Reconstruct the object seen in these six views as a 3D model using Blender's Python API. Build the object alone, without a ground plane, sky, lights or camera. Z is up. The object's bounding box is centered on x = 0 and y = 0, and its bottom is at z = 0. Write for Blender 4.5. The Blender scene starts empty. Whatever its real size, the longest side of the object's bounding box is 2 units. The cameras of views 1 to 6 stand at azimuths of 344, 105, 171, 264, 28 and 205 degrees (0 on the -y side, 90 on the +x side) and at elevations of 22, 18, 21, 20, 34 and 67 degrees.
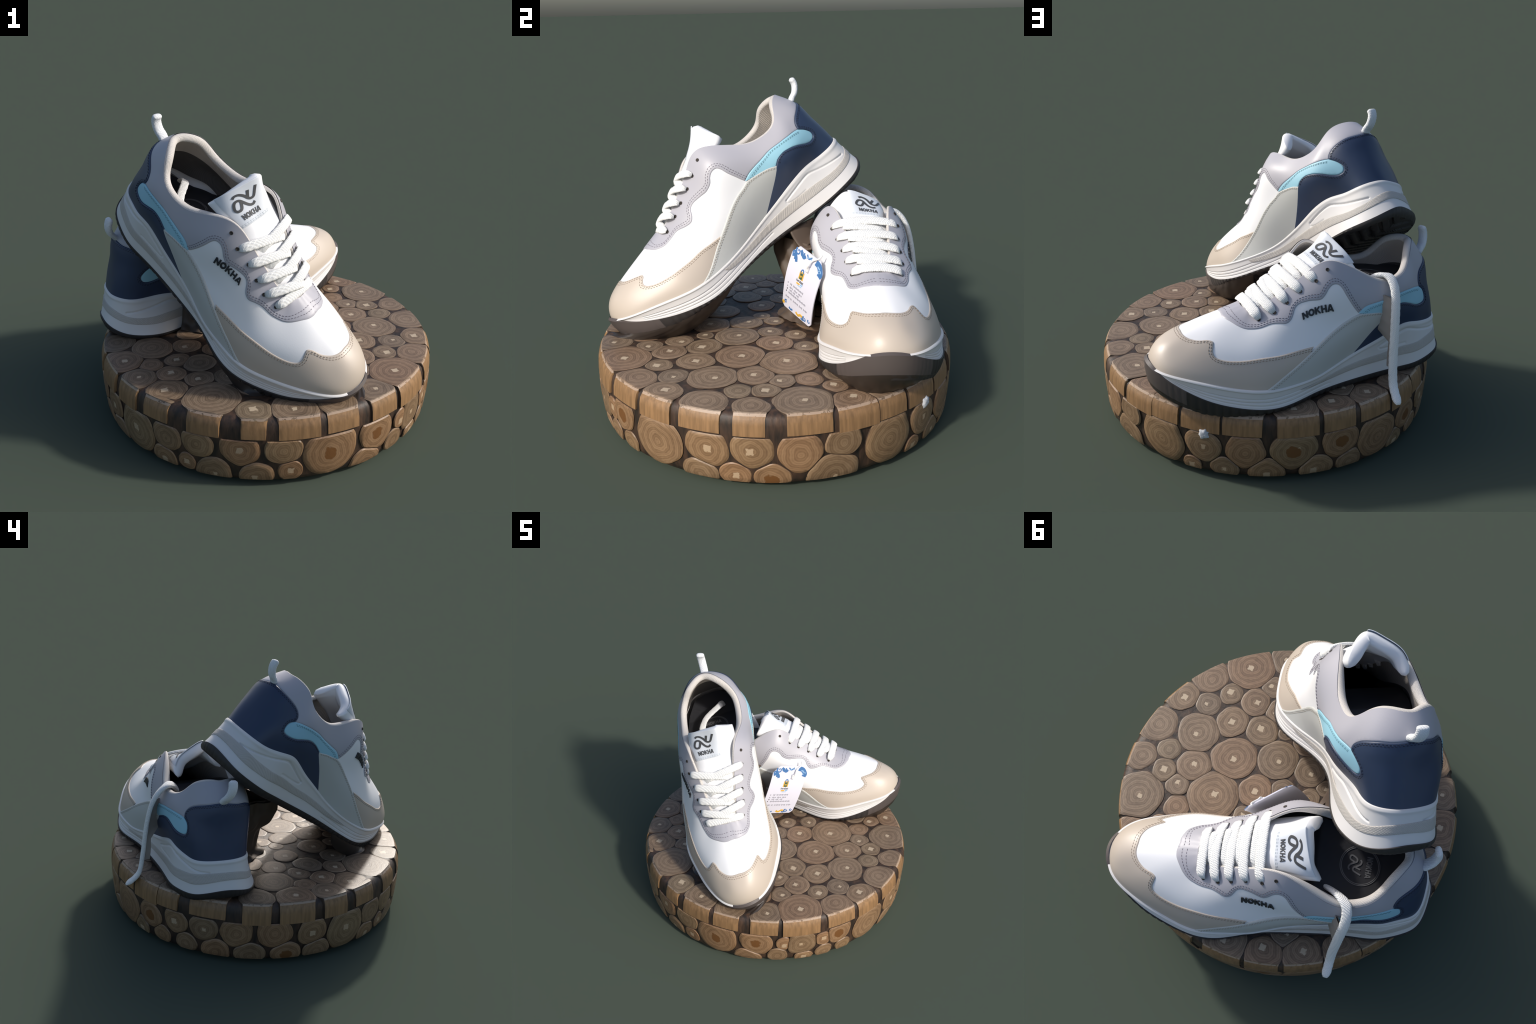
import bpy, bmesh, math, random
import numpy as np
from mathutils import Vector, Matrix
from mathutils.geometry import delaunay_2d_cdt

rng = np.random.default_rng(7)

# ======================================================================================
#  MATERIALS
# ======================================================================================
class Nodes:
    """small helper around a material node tree"""
    def __init__(self, name):
        self.mat = bpy.data.materials.new(name)
        self.mat.use_nodes = True
        self.t = self.mat.node_tree
        self.bsdf = self.t.nodes["Principled BSDF"]
        self.tc = self.t.nodes.new("ShaderNodeTexCoord")
        self.obj = self.tc.outputs["Object"]

    def n(self, kind, ins=None, **props):
        nd = self.t.nodes.new("ShaderNode" + kind)
        for k, v in props.items():
            setattr(nd, k, v)
        for k, v in (ins or {}).items():
            if isinstance(v, bpy.types.NodeSocket):
                self.t.links.new(v, nd.inputs[k])
            else:
                nd.inputs[k].default_value = v
        return nd

    def math(self, op, a, b=0.0, c=0.0):
        return self.n("Math", {0: a, 1: b, 2: c}, operation=op).outputs[0]

    def ramp(self, fac, stops, interp="LINEAR"):
        nd = self.n("ValToRGB", {"Fac": fac})
        nd.color_ramp.interpolation = interp
        els = nd.color_ramp.elements
        while len(els) < len(stops):
            els.new(0.5)
        for e, (p, c) in zip(els, stops):
            e.position = p
            e.color = (*c, 1) if len(c) == 3 else c
        return nd.outputs["Color"]

    def mix(self, fac, a, b, blend="MIX"):
        nd = self.t.nodes.new("ShaderNodeMix")
        nd.data_type = "RGBA"
        nd.blend_type = blend
        for idx, v in ((0, fac), (6, a), (7, b)):
            s = nd.inputs[idx]
            if isinstance(v, bpy.types.NodeSocket):
                self.t.links.new(v, s)
            else:
                s.default_value = v if idx == 0 else (*v, 1)
        return nd.outputs[2]

    def noise(self, scale, detail=3.0, vec=None, rough=0.55):
        return self.n("TexNoise", {"Vector": vec or self.obj, "Scale": scale, "Detail": detail, "Roughness": rough}).outputs["Fac"]

    def out(self, color, rough=0.5, bump=None, strength=0.2, dist=0.002, **extra):
        for key, v in (("Base Color", color), ("Roughness", rough)):
            if isinstance(v, bpy.types.NodeSocket):
                self.t.links.new(v, self.bsdf.inputs[key])
            else:
                self.bsdf.inputs[key].default_value = (*v, 1) if key == "Base Color" else v
        if bump is not None:
            b = self.n("Bump", {"Height": bump, "Strength": strength, "Distance": dist})
            self.t.links.new(b.outputs[0], self.bsdf.inputs["Normal"])
        for k, v in extra.items():
            self.bsdf.inputs[k].default_value = v
        return self.mat


def shade(c, f):
    return tuple(min(1.0, x * f) for x in c)


def leather(name, col, rough=0.42, grain=150, vary=0.06, **kw):
    m = Nodes(name)
    big = m.noise(5, 3)
    fine = m.noise(grain, 2)
    c = m.mix(m.math("MULTIPLY", big, vary * 2), col, shade(col, 0.8))
    c = m.mix(m.math("MULTIPLY", fine, 0.10), c, shade(col, 0.9))
    return m.out(c, rough, fine, 0.10, 0.002, **kw)


def woven(name, col, col2, scale=150, strength=0.5, rough=0.8):
    """fabric / mesh: two crossed wave patterns"""
    m = Nodes(name)
    rot1 = m.n("Mapping", {"Vector": m.obj, "Rotation": (0.3, 0.6, 0.78)}).outputs[0]
    rot2 = m.n("Mapping", {"Vector": m.obj, "Rotation": (0.3, 0.6, -0.78)}).outputs[0]
    a = m.n("TexWave", {"Vector": rot1, "Scale": scale, "Distortion": 0.4}).outputs["Fac"]
    b = m.n("TexWave", {"Vector": rot2, "Scale": scale, "Distortion": 0.4}).outputs["Fac"]
    h = m.math("MULTIPLY", a, b)
    c = m.mix(h, col2, col)
    c = m.mix(m.math("MULTIPLY", m.noise(9, 3), 0.25), c, shade(col, 0.82))
    return m.out(c, rough, h, strength, 0.003)


def plain(name, col, rough=0.5, vary=0.1, scale=30, strength=0.1, **kw):
    m = Nodes(name)
    f = m.noise(scale, 4)
    return m.out(m.mix(m.math("MULTIPLY", f, vary * 2), col, shade(col, 0.75)), rough, f, strength, 0.002, **kw)


M_WHITE = leather("white_leather", (0.86, 0.865, 0.88), 0.42)
M_LILAC = leather("lilac_grey_leather", (0.415, 0.41, 0.455), 0.42)
M_BEIGE = leather("beige_leather", (0.52, 0.45, 0.38), 0.40)
M_GREY = leather("pale_grey_leather", (0.53, 0.54, 0.52), 0.42)
M_BLUE = leather("light_blue_leather", (0.31, 0.58, 0.70), 0.45)
M_NAVY = leather("navy_leather", (0.027, 0.045, 0.092), 0.42)
M_MID = plain("midsole_foam", (0.70, 0.685, 0.675), 0.5, 0.06, 20, 0.05)
M_BAND = woven("textured_midsole_band", (0.57, 0.54, 0.505), (0.46, 0.435, 0.405), 55, 0.5, 0.6)
M_RUBBER = plain("black_rubber", (0.030, 0.026, 0.025), 0.55, 0.3, 12, 0.3)
M_BUMPER = plain("toe_bumper_rubber", (0.085, 0.070, 0.066), 0.5, 0.2, 14, 0.2)
M_LINING = woven("collar_lining_mesh", (0.62, 0.565, 0.51), (0.44, 0.40, 0.36), 60, 0.5)
M_RIM = woven("collar_edge_mesh", (0.66, 0.63, 0.60), (0.54, 0.51, 0.48), 60, 0.4)
M_SKIRT = plain("scan_fill_dark", (0.034, 0.025, 0.020), 0.4, 0.5, 9, 0.3)  # for the scan-fused fill under the soles, no shoe part
M_LACE_WEB = plain("taupe_scan_web", (0.33, 0.29, 0.255), 0.6, 0.3, 12, 0.2)  # for the scan's fused webbing beside the hanging lace
M_BRIDGE = plain("brown_scan_web", (0.10, 0.07, 0.05), 0.6, 0.6, 9, 0.5)  # for the scan-fused webbing between the shoes
M_INNER = woven("shaded_inner_lining", (0.10, 0.092, 0.086), (0.06, 0.055, 0.052), 60, 0.4)  # lining weave darkened: shade deep inside the shoe put into the colour
M_INSOLE = plain("dark_insole", (0.020, 0.020, 0.024), 0.6, 0.3, 25, 0.3)
M_PRINT_GREY = plain("insole_print", (0.11, 0.11, 0.115), 0.6, 0.1)
M_LACE = woven("white_lace_weave", (0.93, 0.93, 0.92), (0.80, 0.80, 0.78), 48, 0.7, 0.85)
M_PULL = woven("pull_tab_webbing", (0.84, 0.86, 0.88), (0.70, 0.72, 0.74), 60, 0.5, 0.8)
M_LABEL = leather("satin_label", (0.66, 0.70, 0.755), 0.35)
M_INK = plain("dark_print", (0.022, 0.026, 0.032), 0.5, 0.1)
M_INK_GREY = plain("grey_print", (0.06, 0.062, 0.066), 0.5, 0.1)
M_EYELET = plain("dark_eyelet", (0.035, 0.028, 0.022), 0.7, 0.2)  # closed dark disc standing in for an open lace hole
M_ST_LILAC = plain("grey_thread", (0.15, 0.14, 0.17), 0.8)
M_ST_BEIGE = plain("brown_thread", (0.24, 0.19, 0.145), 0.8)
M_ST_GREY = plain("taupe_thread", (0.37, 0.34, 0.29), 0.8)
M_ST_NAVY = plain("dark_navy_thread", (0.010, 0.014, 0.034), 0.8)
M_ST_BLUE = plain("teal_thread", (0.13, 0.28, 0.33), 0.8)
M_ST_LABEL = plain("pale_thread", (0.45, 0.50, 0.55), 0.8)
M_CARD = plain("tag_card", (0.70, 0.70, 0.80), 0.45, 0.03)
M_TAG_BLUE = plain("tag_blue_ink", (0.055, 0.17, 0.40), 0.5, 0.25, 60)
M_TAG_PALE = plain("tag_pale_blue_ink", (0.30, 0.48, 0.70), 0.5, 0.1)
M_TAG_GOLD = plain("tag_gold_ink", (0.72, 0.42, 0.05), 0.5, 0.15, 60)
M_TAG_GREEN = plain("tag_green_ink", (0.04, 0.10, 0.07), 0.5, 0.1)
M_TAG_TEXT = plain("tag_text_ink", (0.30, 0.30, 0.36), 0.5, 0.1)
M_CORD = plain("clear_cord", (0.80, 0.80, 0.80), 0.3, 0.05)


def wood_material(name, tones, tan, seed, hole=False):
    """end grain: rings round the slice's own axis, pith mark in the middle; sawn side grain below the face"""
    m = Nodes(name)
    info = m.n("ObjectInfo").outputs["Random"]
    shift = m.math("MULTIPLY", info, 37.0)
    off = m.n("CombineXYZ", {0: shift, 1: shift, 2: seed}).outputs[0]
    vec = m.n("VectorMath", {0: m.obj, 1: off}, operation="ADD").outputs[0]
    sep = m.n("SeparateXYZ", {0: m.obj})
    x, y, z = sep.outputs
    warp = m.noise(9, 2, vec)
    fine = m.noise(55, 4, vec)
    r = m.n("VectorMath", {0: m.n("CombineXYZ", {0: x, 1: y, 2: 0.0}).outputs[0]}, operation="LENGTH").outputs["Value"]
    rw = m.math("MULTIPLY_ADD", m.math("SUBTRACT", warp, 0.5), 0.055, r)
    ring = m.math("SINE", m.math("MULTIPLY", rw, 520.0))
    ring = m.math("MULTIPLY_ADD", ring, 0.5, 0.5)
    ring2 = m.math("MULTIPLY_ADD", m.math("SINE", m.math("MULTIPLY", rw, 170.0)), 0.5, 0.5)
    rings = m.math("MULTIPLY_ADD", ring2, 0.5, m.math("MULTIPLY", ring, 0.5))
    blot = m.noise(7, 4, vec)
    tone = m.math("ADD", m.math("MULTIPLY", rings, 0.36), m.math("ADD", m.math("MULTIPLY", blot, 0.50), m.math("MULTIPLY", fine, 0.28)))
    col = m.ramp(tone, [(0.25, tones[0]), (0.55, tones[1]), (0.85, tones[2])])
    hue = m.ramp(info, [(0.0, (0.88, 0.90, 0.92)), (0.35, (1.0, 1.0, 1.0)), (0.7, (1.08, 0.98, 0.92)), (1.0, (0.95, 1.0, 0.98))])
    col = m.mix(1.0, col, hue, "MULTIPLY")
    # pale squarish pith, absent on some slices
    jit = m.math("MULTIPLY", m.math("SUBTRACT", m.noise(60, 2, vec), 0.5), 0.018)
    sx = m.math("MULTIPLY", m.math("SUBTRACT", m.math("FRACT", m.math("MULTIPLY", info, 13.7)), 0.5), 0.03)
    sy = m.math("MULTIPLY", m.math("SUBTRACT", m.math("FRACT", m.math("MULTIPLY", info, 29.3)), 0.5), 0.03)
    pith = m.math("MAXIMUM", m.math("ABSOLUTE", m.math("ADD", x, sx)), m.math("ABSOLUTE", m.math("ADD", y, sy)))
    size = m.math("MULTIPLY_ADD", info, 0.009, 0.010)
    on = m.math("LESS_THAN", m.math("ADD", pith, jit), size)
    here = m.math("LESS_THAN", m.math("FRACT", m.math("MULTIPLY", info, 7.31)), 0.42 if hole else 0.78)
    col = m.mix(m.math("MULTIPLY", m.math("MULTIPLY", on, here), 0.8), col, tones[3])
    if hole:
        rot = m.math("LESS_THAN", m.math("ADD", rw, m.math("MULTIPLY", jit, 1.5)), 0.034)
        pick = m.math("GREATER_THAN", m.math("FRACT", m.math("MULTIPLY", info, 5.17)), 0.86)
        col = m.mix(m.math("MULTIPLY", rot, pick), col, (0.15, 0.065, 0.02))
    # sawn flank of the rim blocks
    st = m.n("Mapping", {"Vector": vec, "Scale": (60, 60, 3)}).outputs[0]
    grain = m.ramp(m.noise(1.0, 4, st), [(0.3, shade(tan, 0.66)), (0.7, shade(tan, 1.15))])
    flank = m.math("LESS_THAN", z, -0.014)
    col = m.mix(flank, col, grain)
    if not hole:
        worn = m.math("MULTIPLY", m.math("LESS_THAN", z, -0.0055), m.math("GREATER_THAN", z, -0.016))  # pale rim edge: wear and its sunlit highlight put into the colour
        worn = m.math("MULTIPLY", worn, m.math("GREATER_THAN", m.noise(40, 3, vec), 0.42))
        col = m.mix(m.math("MULTIPLY", worn, 0.75), col, (0.42, 0.31, 0.23))
    return m.out(col, 0.48, m.math("ADD", fine, m.math("MULTIPLY", rings, 0.3)), 0.22, 0.003)


TAN = (0.265, 0.152, 0.070)
M_WOOD_TOP = wood_material("end_grain_weathered", [(0.085, 0.056, 0.036), (0.175, 0.122, 0.080), (0.280, 0.203, 0.137), (0.52, 0.42, 0.30)], TAN, 3.0)
M_WOOD_SIDE = wood_material("end_grain_warm", [(0.12, 0.070, 0.036), (0.21, 0.130, 0.070), (0.30, 0.198, 0.112), (0.46, 0.34, 0.22)], TAN, 11.0, True)
M_BARK = plain("bark", (0.060, 0.036, 0.022), 0.8, 0.6, 40, 0.6)


def resin():
    m = Nodes("dark_filler")
    st = m.n("Mapping", {"Vector": m.obj, "Scale": (8, 8, 2)}).outputs[0]
    f = m.noise(4, 5, st)
    c = m.ramp(f, [(0.35, (0.016, 0.011, 0.008)), (0.6, (0.055, 0.030, 0.018)), (0.8, (0.10, 0.055, 0.03))])
    return m.out(c, 0.55, f, 0.5, 0.006)


M_RESIN = resin()
M_CHALK = plain("chalky_spot", (0.55, 0.57, 0.60), 0.7, 0.3, 60, 0.5)

# ======================================================================================
#  MESH HELPERS
# ======================================================================================
def new_empty(name, label, category, matrix=None):
    e = bpy.data.objects.new(name, None)
    bpy.context.collection.objects.link(e)
    e.empty_display_size = 0.2
    e["label"] = label
    e["category"] = category
    if matrix is not None:
        e.matrix_world = matrix
    return e


def mk(name, verts, faces, mats, parent=None, smooth=True, mirror=1, stuff=False, matidx=None, fix=False, sharp=None, weld=False):
    v = np.array(verts, float).reshape(-1, 3)
    if mirror < 0:
        v = v * np.array([1, -1, 1])
        faces = [tuple(reversed(f)) for f in faces]
    me = bpy.data.meshes.new(name)
    me.from_pydata(v.tolist(), [], [tuple(int(i) for i in f) for f in faces])
    if not isinstance(mats, (list, tuple)):
        mats = [mats]
    for m in mats:
        me.materials.append(m)
    if matidx is not None:
        me.polygons.foreach_set("material_index", np.asarray(matidx, dtype=np.int32))
    if weld:
        bm = bmesh.new()
        bm.from_mesh(me)
        bmesh.ops.remove_doubles(bm, verts=bm.verts, dist=2e-5)
        bm.to_mesh(me)
        bm.free()
    if fix:
        bm = bmesh.new()
        bm.from_mesh(me)
        bmesh.ops.remove_doubles(bm, verts=bm.verts, dist=1e-5)
        bmesh.ops.recalc_face_normals(bm, faces=bm.faces)
        bm.to_mesh(me)
        bm.free()
    me.polygons.foreach_set("use_smooth", np.full(len(me.polygons), smooth))
    if sharp:
        me.set_sharp_from_angle(angle=math.radians(sharp))
    me.update()
    ob = bpy.data.objects.new(name, me)
    bpy.context.collection.objects.link(ob)
    if parent is not None:
        ob.parent = parent
    if stuff:
        ob["kind"] = "stuff"
    return ob


def grid_faces(na, nb, wrap_a=False, base=0):
    a = np.arange(na if wrap_a else na - 1)
    b = np.arange(nb - 1)
    A, B = np.meshgrid(a, b, indexing="ij")
    A2 = (A + 1) % na
    return (np.stack([A * nb + B, A * nb + B + 1, A2 * nb + B + 1, A2 * nb + B], -1).reshape(-1, 4) + base).tolist()


def catmull(pts, per=10):
    P = np.array(pts, float)
    if len(P) < 3:
        return np.array([P[0] + (P[-1] - P[0]) * t for t in np.linspace(0, 1, per + 1)])
    Q = np.vstack([2 * P[0] - P[1], P, 2 * P[-1] - P[-2]])
    out = []
    for i in range(1, len(Q) - 2):
        p0, p1, p2, p3 = Q[i - 1], Q[i], Q[i + 1], Q[i + 2]
        for t in np.arange(per) / per:
            out.append(0.5 * (2 * p1 + (p2 - p0) * t + (2 * p0 - 5 * p1 + 4 * p2 - p3) * t * t + (3 * p1 - p0 - 3 * p2 + p3) * t ** 3))
    out.append(P[-1])
    return np.array(out)


def resample(P, step):
    d = np.r_[0, np.cumsum(np.linalg.norm(np.diff(P, axis=0), axis=1))]
    n = max(2, int(round(d[-1] / step)) + 1)
    s = np.linspace(0, d[-1], n)
    return np.stack([np.interp(s, d, P[:, i]) for i in range(P.shape[1])], 1)


def sweep(path, width, thick, up, n=14, ripple=0.0, cap=True, power=2.6):
    """flat strap: superelliptic section swept along a path; width/thick may be arrays; up: vector(s) for the flat side"""
    P = np.array(path, float)
    m = len(P)
    T = np.gradient(P, axis=0)
    T /= np.linalg.norm(T, axis=1, keepdims=True)
    U = np.broadcast_to(np.array(up, float), P.shape).copy()
    U -= (U * T).sum(1, keepdims=True) * T
    U /= np.linalg.norm(U, axis=1, keepdims=True)
    S = np.cross(T, U)
    w = np.broadcast_to(width, (m,)) * (1 + ripple * np.sin(np.arange(m) * 2.1))
    h = np.broadcast_to(thick, (m,))
    a = np.linspace(0, 2 * np.pi, n, endpoint=False)
    ca = np.sign(np.cos(a)) * np.abs(np.cos(a)) ** (2 / power)
    sa = np.sign(np.sin(a)) * np.abs(np.sin(a)) ** (2 / power)
    V = P[:, None] + S[:, None] * (w[:, None] * 0.5 * ca)[..., None] + U[:, None] * (h[:, None] * 0.5 * sa)[..., None]
    verts = V.reshape(-1, 3)
    faces = []
    for i in range(m - 1):
        for j in range(n):
            k = (j + 1) % n
            faces.append((i * n + j, i * n + k, (i + 1) * n + k, (i + 1) * n + j))
    if cap:
        faces.append(tuple(range(n))[::-1])
        faces.append(tuple((m - 1) * n + j for j in range(n)))
    return verts, faces


def round_ends(path, w, h, k=4):
    """taper values so that a swept strap ends in a rounded tip"""
    m = len(path)
    t = np.ones(m)
    for i in range(k):
        f = math.sin((i + 0.35) / k * math.pi / 2)
        t[i] = f
        t[m - 1 - i] = f
    return w * (0.35 + 0.65 * t), h * t


class Soup:
    """collects many small pieces into one mesh"""
    def __init__(self):
        self.v, self.f, self.m, self.n = [], [], [], 0

    def add(self, verts, faces, mat=0):
        self.v.append(np.asarray(verts, float).reshape(-1, 3))
        self.f += [tuple(int(i) + self.n for i in f) for f in faces]
        self.m += [mat] * len(faces)
        self.n += len(self.v[-1])

    def make(self, name, mats, parent=None, **kw):
        return mk(name, np.vstack(self.v), self.f, mats, parent, matidx=self.m, **kw)

# ======================================================================================
#  SNEAKER: the last (upper surface) and the sole, in the frame of a left shoe
# ======================================================================================
# ---------------------------------------------------------------- shoe last (left shoe: x heel->toe, y lateral, z up)
# every station: five points from the sole line up to the collar rim / throat edge
HEEL=[(.052,-.045,.25),(.064,-.05,.34),(.083,-.055,.46),(.104,-.058,.57),(.176,-.06,.667)]
LATERAL=[
 [(.08,.078,.249),(.09,.074,.35),(.112,.058,.46),(.130,.032,.56),(.200,-.004,.670)],
 [(.16,.134,.253),(.16,.142,.35),(.18,.125,.46),(.205,.095,.555),(.25,.067,.648)],
 [(.25,.178,.277),(.25,.19,.36),(.255,.175,.45),(.268,.15,.53),(.295,.112,.60)],
 [(.345,.195,.283),(.345,.215,.36),(.345,.205,.43),(.35,.185,.505),(.36,.147,.568)],
 [(.47,.215,.24),(.47,.24,.33),(.47,.24,.40),(.47,.215,.48),(.475,.165,.563)],
 [(.60,.238,.203),(.60,.265,.31),(.605,.262,.40),(.61,.232,.51),(.60,.165,.62)],
 [(.75,.272,.16),(.755,.30,.28),(.76,.275,.40),(.77,.235,.565),(.765,.138,.692)],
 [(.90,.325,.13),(.905,.335,.25),(.915,.285,.38),(.925,.215,.52),(.91,.122,.62)],
 [(1.05,.355,.12),(1.055,.355,.22),(1.065,.30,.33),(1.07,.22,.44),(1.06,.115,.52)],
 [(1.20,.373,.127),(1.20,.36,.21),(1.195,.30,.31),(1.19,.21,.395),(1.165,.105,.46)],
 [(1.35,.342,.148),(1.345,.335,.21),(1.33,.28,.305),(1.29,.20,.381),(1.195,.097,.455)],
 [(1.50,.293,.183),(1.495,.285,.235),(1.46,.23,.325),(1.38,.165,.390),(1.209,.077,.456)],
 [(1.635,.222,.21),(1.628,.215,.255),(1.575,.175,.322),(1.45,.125,.390),(1.217,.060,.457)],
 [(1.703,.143,.22),(1.697,.139,.262),(1.638,.115,.331),(1.485,.085,.392),(1.221,.045,.457)]]
TOE=[(1.722,.05,.225),(1.718,.048,.262),(1.658,.045,.333),(1.49,.04,.393),(1.222,.03,.458)]
MEDIAL=[
 [(.062,-.14,.25),(.076,-.15,.35),(.102,-.158,.46),(.125,-.15,.565),(.188,-.115,.667)],
 [(.135,-.208,.240),(.143,-.222,.35),(.165,-.235,.45),(.185,-.225,.555),(.235,-.172,.66)],
 [(.25,-.212,.238),(.25,-.25,.34),(.26,-.268,.44),(.27,-.26,.54),(.287,-.222,.622)],
 [(.35,-.228,.243),(.35,-.27,.34),(.355,-.29,.42),(.355,-.292,.49),(.36,-.26,.553)],
 [(.47,-.228,.223),(.475,-.275,.32),(.48,-.298,.40),(.48,-.295,.47),(.475,-.26,.541)],
 [(.60,-.205,.187),(.605,-.265,.30),(.61,-.29,.40),(.61,-.285,.505),(.60,-.238,.59)],
 [(.75,-.183,.148),(.755,-.25,.27),(.765,-.278,.40),(.775,-.275,.575),(.775,-.178,.70)],
 [(.90,-.188,.115),(.905,-.24,.22),(.92,-.262,.36),(.93,-.22,.52),(.92,-.125,.622)],
 [(1.05,-.225,.10),(1.055,-.243,.20),(1.07,-.235,.32),(1.075,-.17,.452),(1.07,-.085,.527)],
 [(1.20,-.255,.102),(1.20,-.255,.18),(1.20,-.212,.30),(1.195,-.135,.402),(1.175,-.05,.462)],
 [(1.33,-.25,.12),(1.33,-.245,.19),(1.325,-.188,.30),(1.29,-.108,.390),(1.198,-.036,.457)],
 [(1.47,-.20,.155),(1.465,-.195,.215),(1.445,-.138,.315),(1.38,-.078,.391),(1.209,-.019,.456)],
 [(1.615,-.13,.19),(1.61,-.125,.237),(1.562,-.09,.322),(1.45,-.04,.391),(1.217,-.002,.457)],
 [(1.697,-.045,.214),(1.692,-.042,.255),(1.635,-.025,.331),(1.48,.0,.392),(1.221,.014,.457)]]
NET=np.array([HEEL]+LATERAL+[TOE]+MEDIAL[::-1])           # 30 stations x 5
SHRINK=np.array([0,.007,.008,.007,.002])                  # leather thickness taken off the measured outer skin
_t=np.roll(NET,-1,0)-np.roll(NET,1,0); _w=np.gradient(NET,axis=1); _n=np.cross(_w,_t); _n/=np.linalg.norm(_n,axis=2,keepdims=True)
NET=NET-_n*SHRINK[None,:,None]
NET[5:13,1:4,1]-=.005
def spline_matrix(t,x,periodic):
    """weights W so that W @ values is the C2 cubic spline through (t, values) at x; periodic: t has the closing knot"""
    n=len(t)-1 if periodic else len(t)
    h=np.diff(t); A=np.zeros((n,n)); B=np.zeros((n,n))
    for i in range(n):
        if not periodic and i in (0,n-1):
            A[i,i]=1; continue
        a,b=h[i-1],h[i]; p,q=(i-1)%n,(i+1)%n
        A[i,p]+=a; A[i,i]+=2*(a+b); A[i,q]+=b
        B[i,p]+=6/a; B[i,i]-=6/a+6/b; B[i,q]+=6/b
    M=np.linalg.solve(A,B)
    k=np.clip(np.searchsorted(t,x,side='right')-1,0,len(t)-2); H=h[k]; u=(x-t[k])/H
    I=np.eye(n); k1=(k+1)%n
    return (1-u)[:,None]*I[k]+u[:,None]*I[k1]+((H*H/6)[:,None])*(((1-u)**3-(1-u))[:,None]*M[k]+(u**3-u)[:,None]*M[k1])
US=np.array([0]+list(range(1,31)))/30.
VS=np.array([0,.22,.5,.77,1.])
LAST={'net':NET}
def surface(u,v,net=None):
    """u, v arrays of the same length -> points"""
    net=LAST['net'] if net is None else net
    Wu=spline_matrix(US,np.mod(u,1.),True); Wv=spline_matrix(VS,np.clip(v,0,1),False)
    return np.einsum('ni,nj,ijk->nk',Wu,Wv,net)
def grid(us,vs,net=None):
    net=LAST['net'] if net is None else net
    Wu=spline_matrix(US,np.mod(us,1.),True); Wv=spline_matrix(VS,np.clip(vs,0,1),False)
    return np.einsum('ai,bj,ijk->abk',Wu,Wv,net)
# bottom edge of the pale midsole, same stations as the last
SOLE_HEEL=(.0,-.04,.08)
SOLE_LATERAL=[(.03,.09,.06),(.11,.17,.045),(.23,.225,.036),(.34,.248,.034),(.47,.258,.032),(.60,.277,.032),(.75,.30,.03),(.90,.328,.024),(1.05,.37,.02),(1.20,.39,.025),(1.36,.36,.053),(1.505,.31,.10),(1.632,.234,.165),(1.708,.152,.214)]
SOLE_TOE=(1.733,.05,.232)
SOLE_MEDIAL=[(.005,-.14,.07),(.082,-.228,.035),(.22,-.27,.018),(.35,-.262,.010),(.47,-.230,.008),(.60,-.186,.012),(.75,-.162,.014),(.90,-.18,.009),(1.05,-.225,.002),(1.20,-.262,.0),(1.335,-.258,.022),(1.475,-.208,.066),(1.618,-.137,.140),(1.702,-.05,.205)]
EDGE=np.array([SOLE_HEEL]+[p for p in SOLE_LATERAL]+[SOLE_TOE]+SOLE_MEDIAL[::-1])
def outward2d(ring):
    t=np.roll(ring,-1,0)-np.roll(ring,1,0); n=np.stack([-t[:,1],t[:,0]],1)   # ring runs heel->lateral->toe: outward is +90deg
    return n/np.linalg.norm(n,axis=1,keepdims=True)
_o=outward2d(NET[:,0,:2])
TOP=NET[:,0].copy(); TOP[:,:2]+=_o*.012; TOP[:,2]+=.004
EDGE[2:9,1]-=np.array([.006,.012,.02,.02,.02,.018,.012])
SOLE_NET=np.stack([EDGE,TOP],1)
def sole_grid(us,ws):
    Wu=spline_matrix(US,np.mod(us,1.),True); R=np.einsum('ai,ijk->ajk',Wu,SOLE_NET)
    return R[:,None,0]*(1-ws)[None,:,None]+R[:,None,1]*ws[None,:,None]


def upper_pts(U, V):
    """U in stations (wraps every 30), V 0 sole line .. 1 rim -> points and outward normals"""
    U = np.asarray(U, float)
    V = np.clip(np.asarray(V, float), 0, 1)
    e = 2e-3
    P = surface(U / 30, V)
    du = surface((U + .02) / 30, V) - surface((U - .02) / 30, V)
    dv = surface(U / 30, np.clip(V + e, 0, 1)) - surface(U / 30, np.clip(V - e, 0, 1))
    N = np.cross(dv, du)
    return P, N / np.linalg.norm(N, axis=1, keepdims=True)


def sole_pts(U, Wv):
    U = np.asarray(U, float)
    Wv = np.asarray(Wv, float)

    def at(u):
        return np.einsum("ai,ijk->ajk", spline_matrix(US, np.mod(u / 30, 1.), True), LAST["sole"])
    R, R1, R2 = at(U), at(U + .02), at(U - .02)
    f = lambda r: r[:, 0] * (1 - Wv)[:, None] + r[:, 1] * Wv[:, None]
    N = np.cross(R[:, 1] - R[:, 0], f(R1) - f(R2))
    N = N / np.linalg.norm(N, axis=1, keepdims=True)
    return f(R) + N * (-.004 * np.sin(np.pi * np.clip(Wv, 0, 1)))[:, None], N


def seg_dist(P, A, B):
    """distance of points P to segments A-B (2D), minimum over the segments"""
    best = np.full(len(P), 9.0)
    for a, b in zip(A, B):
        d = b - a
        L = d @ d
        t = np.clip(((P - a) @ d) / (L if L > 1e-12 else 1), 0, 1)
        best = np.minimum(best, np.linalg.norm(P - a - t[:, None] * d, axis=1))
    return best


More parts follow.
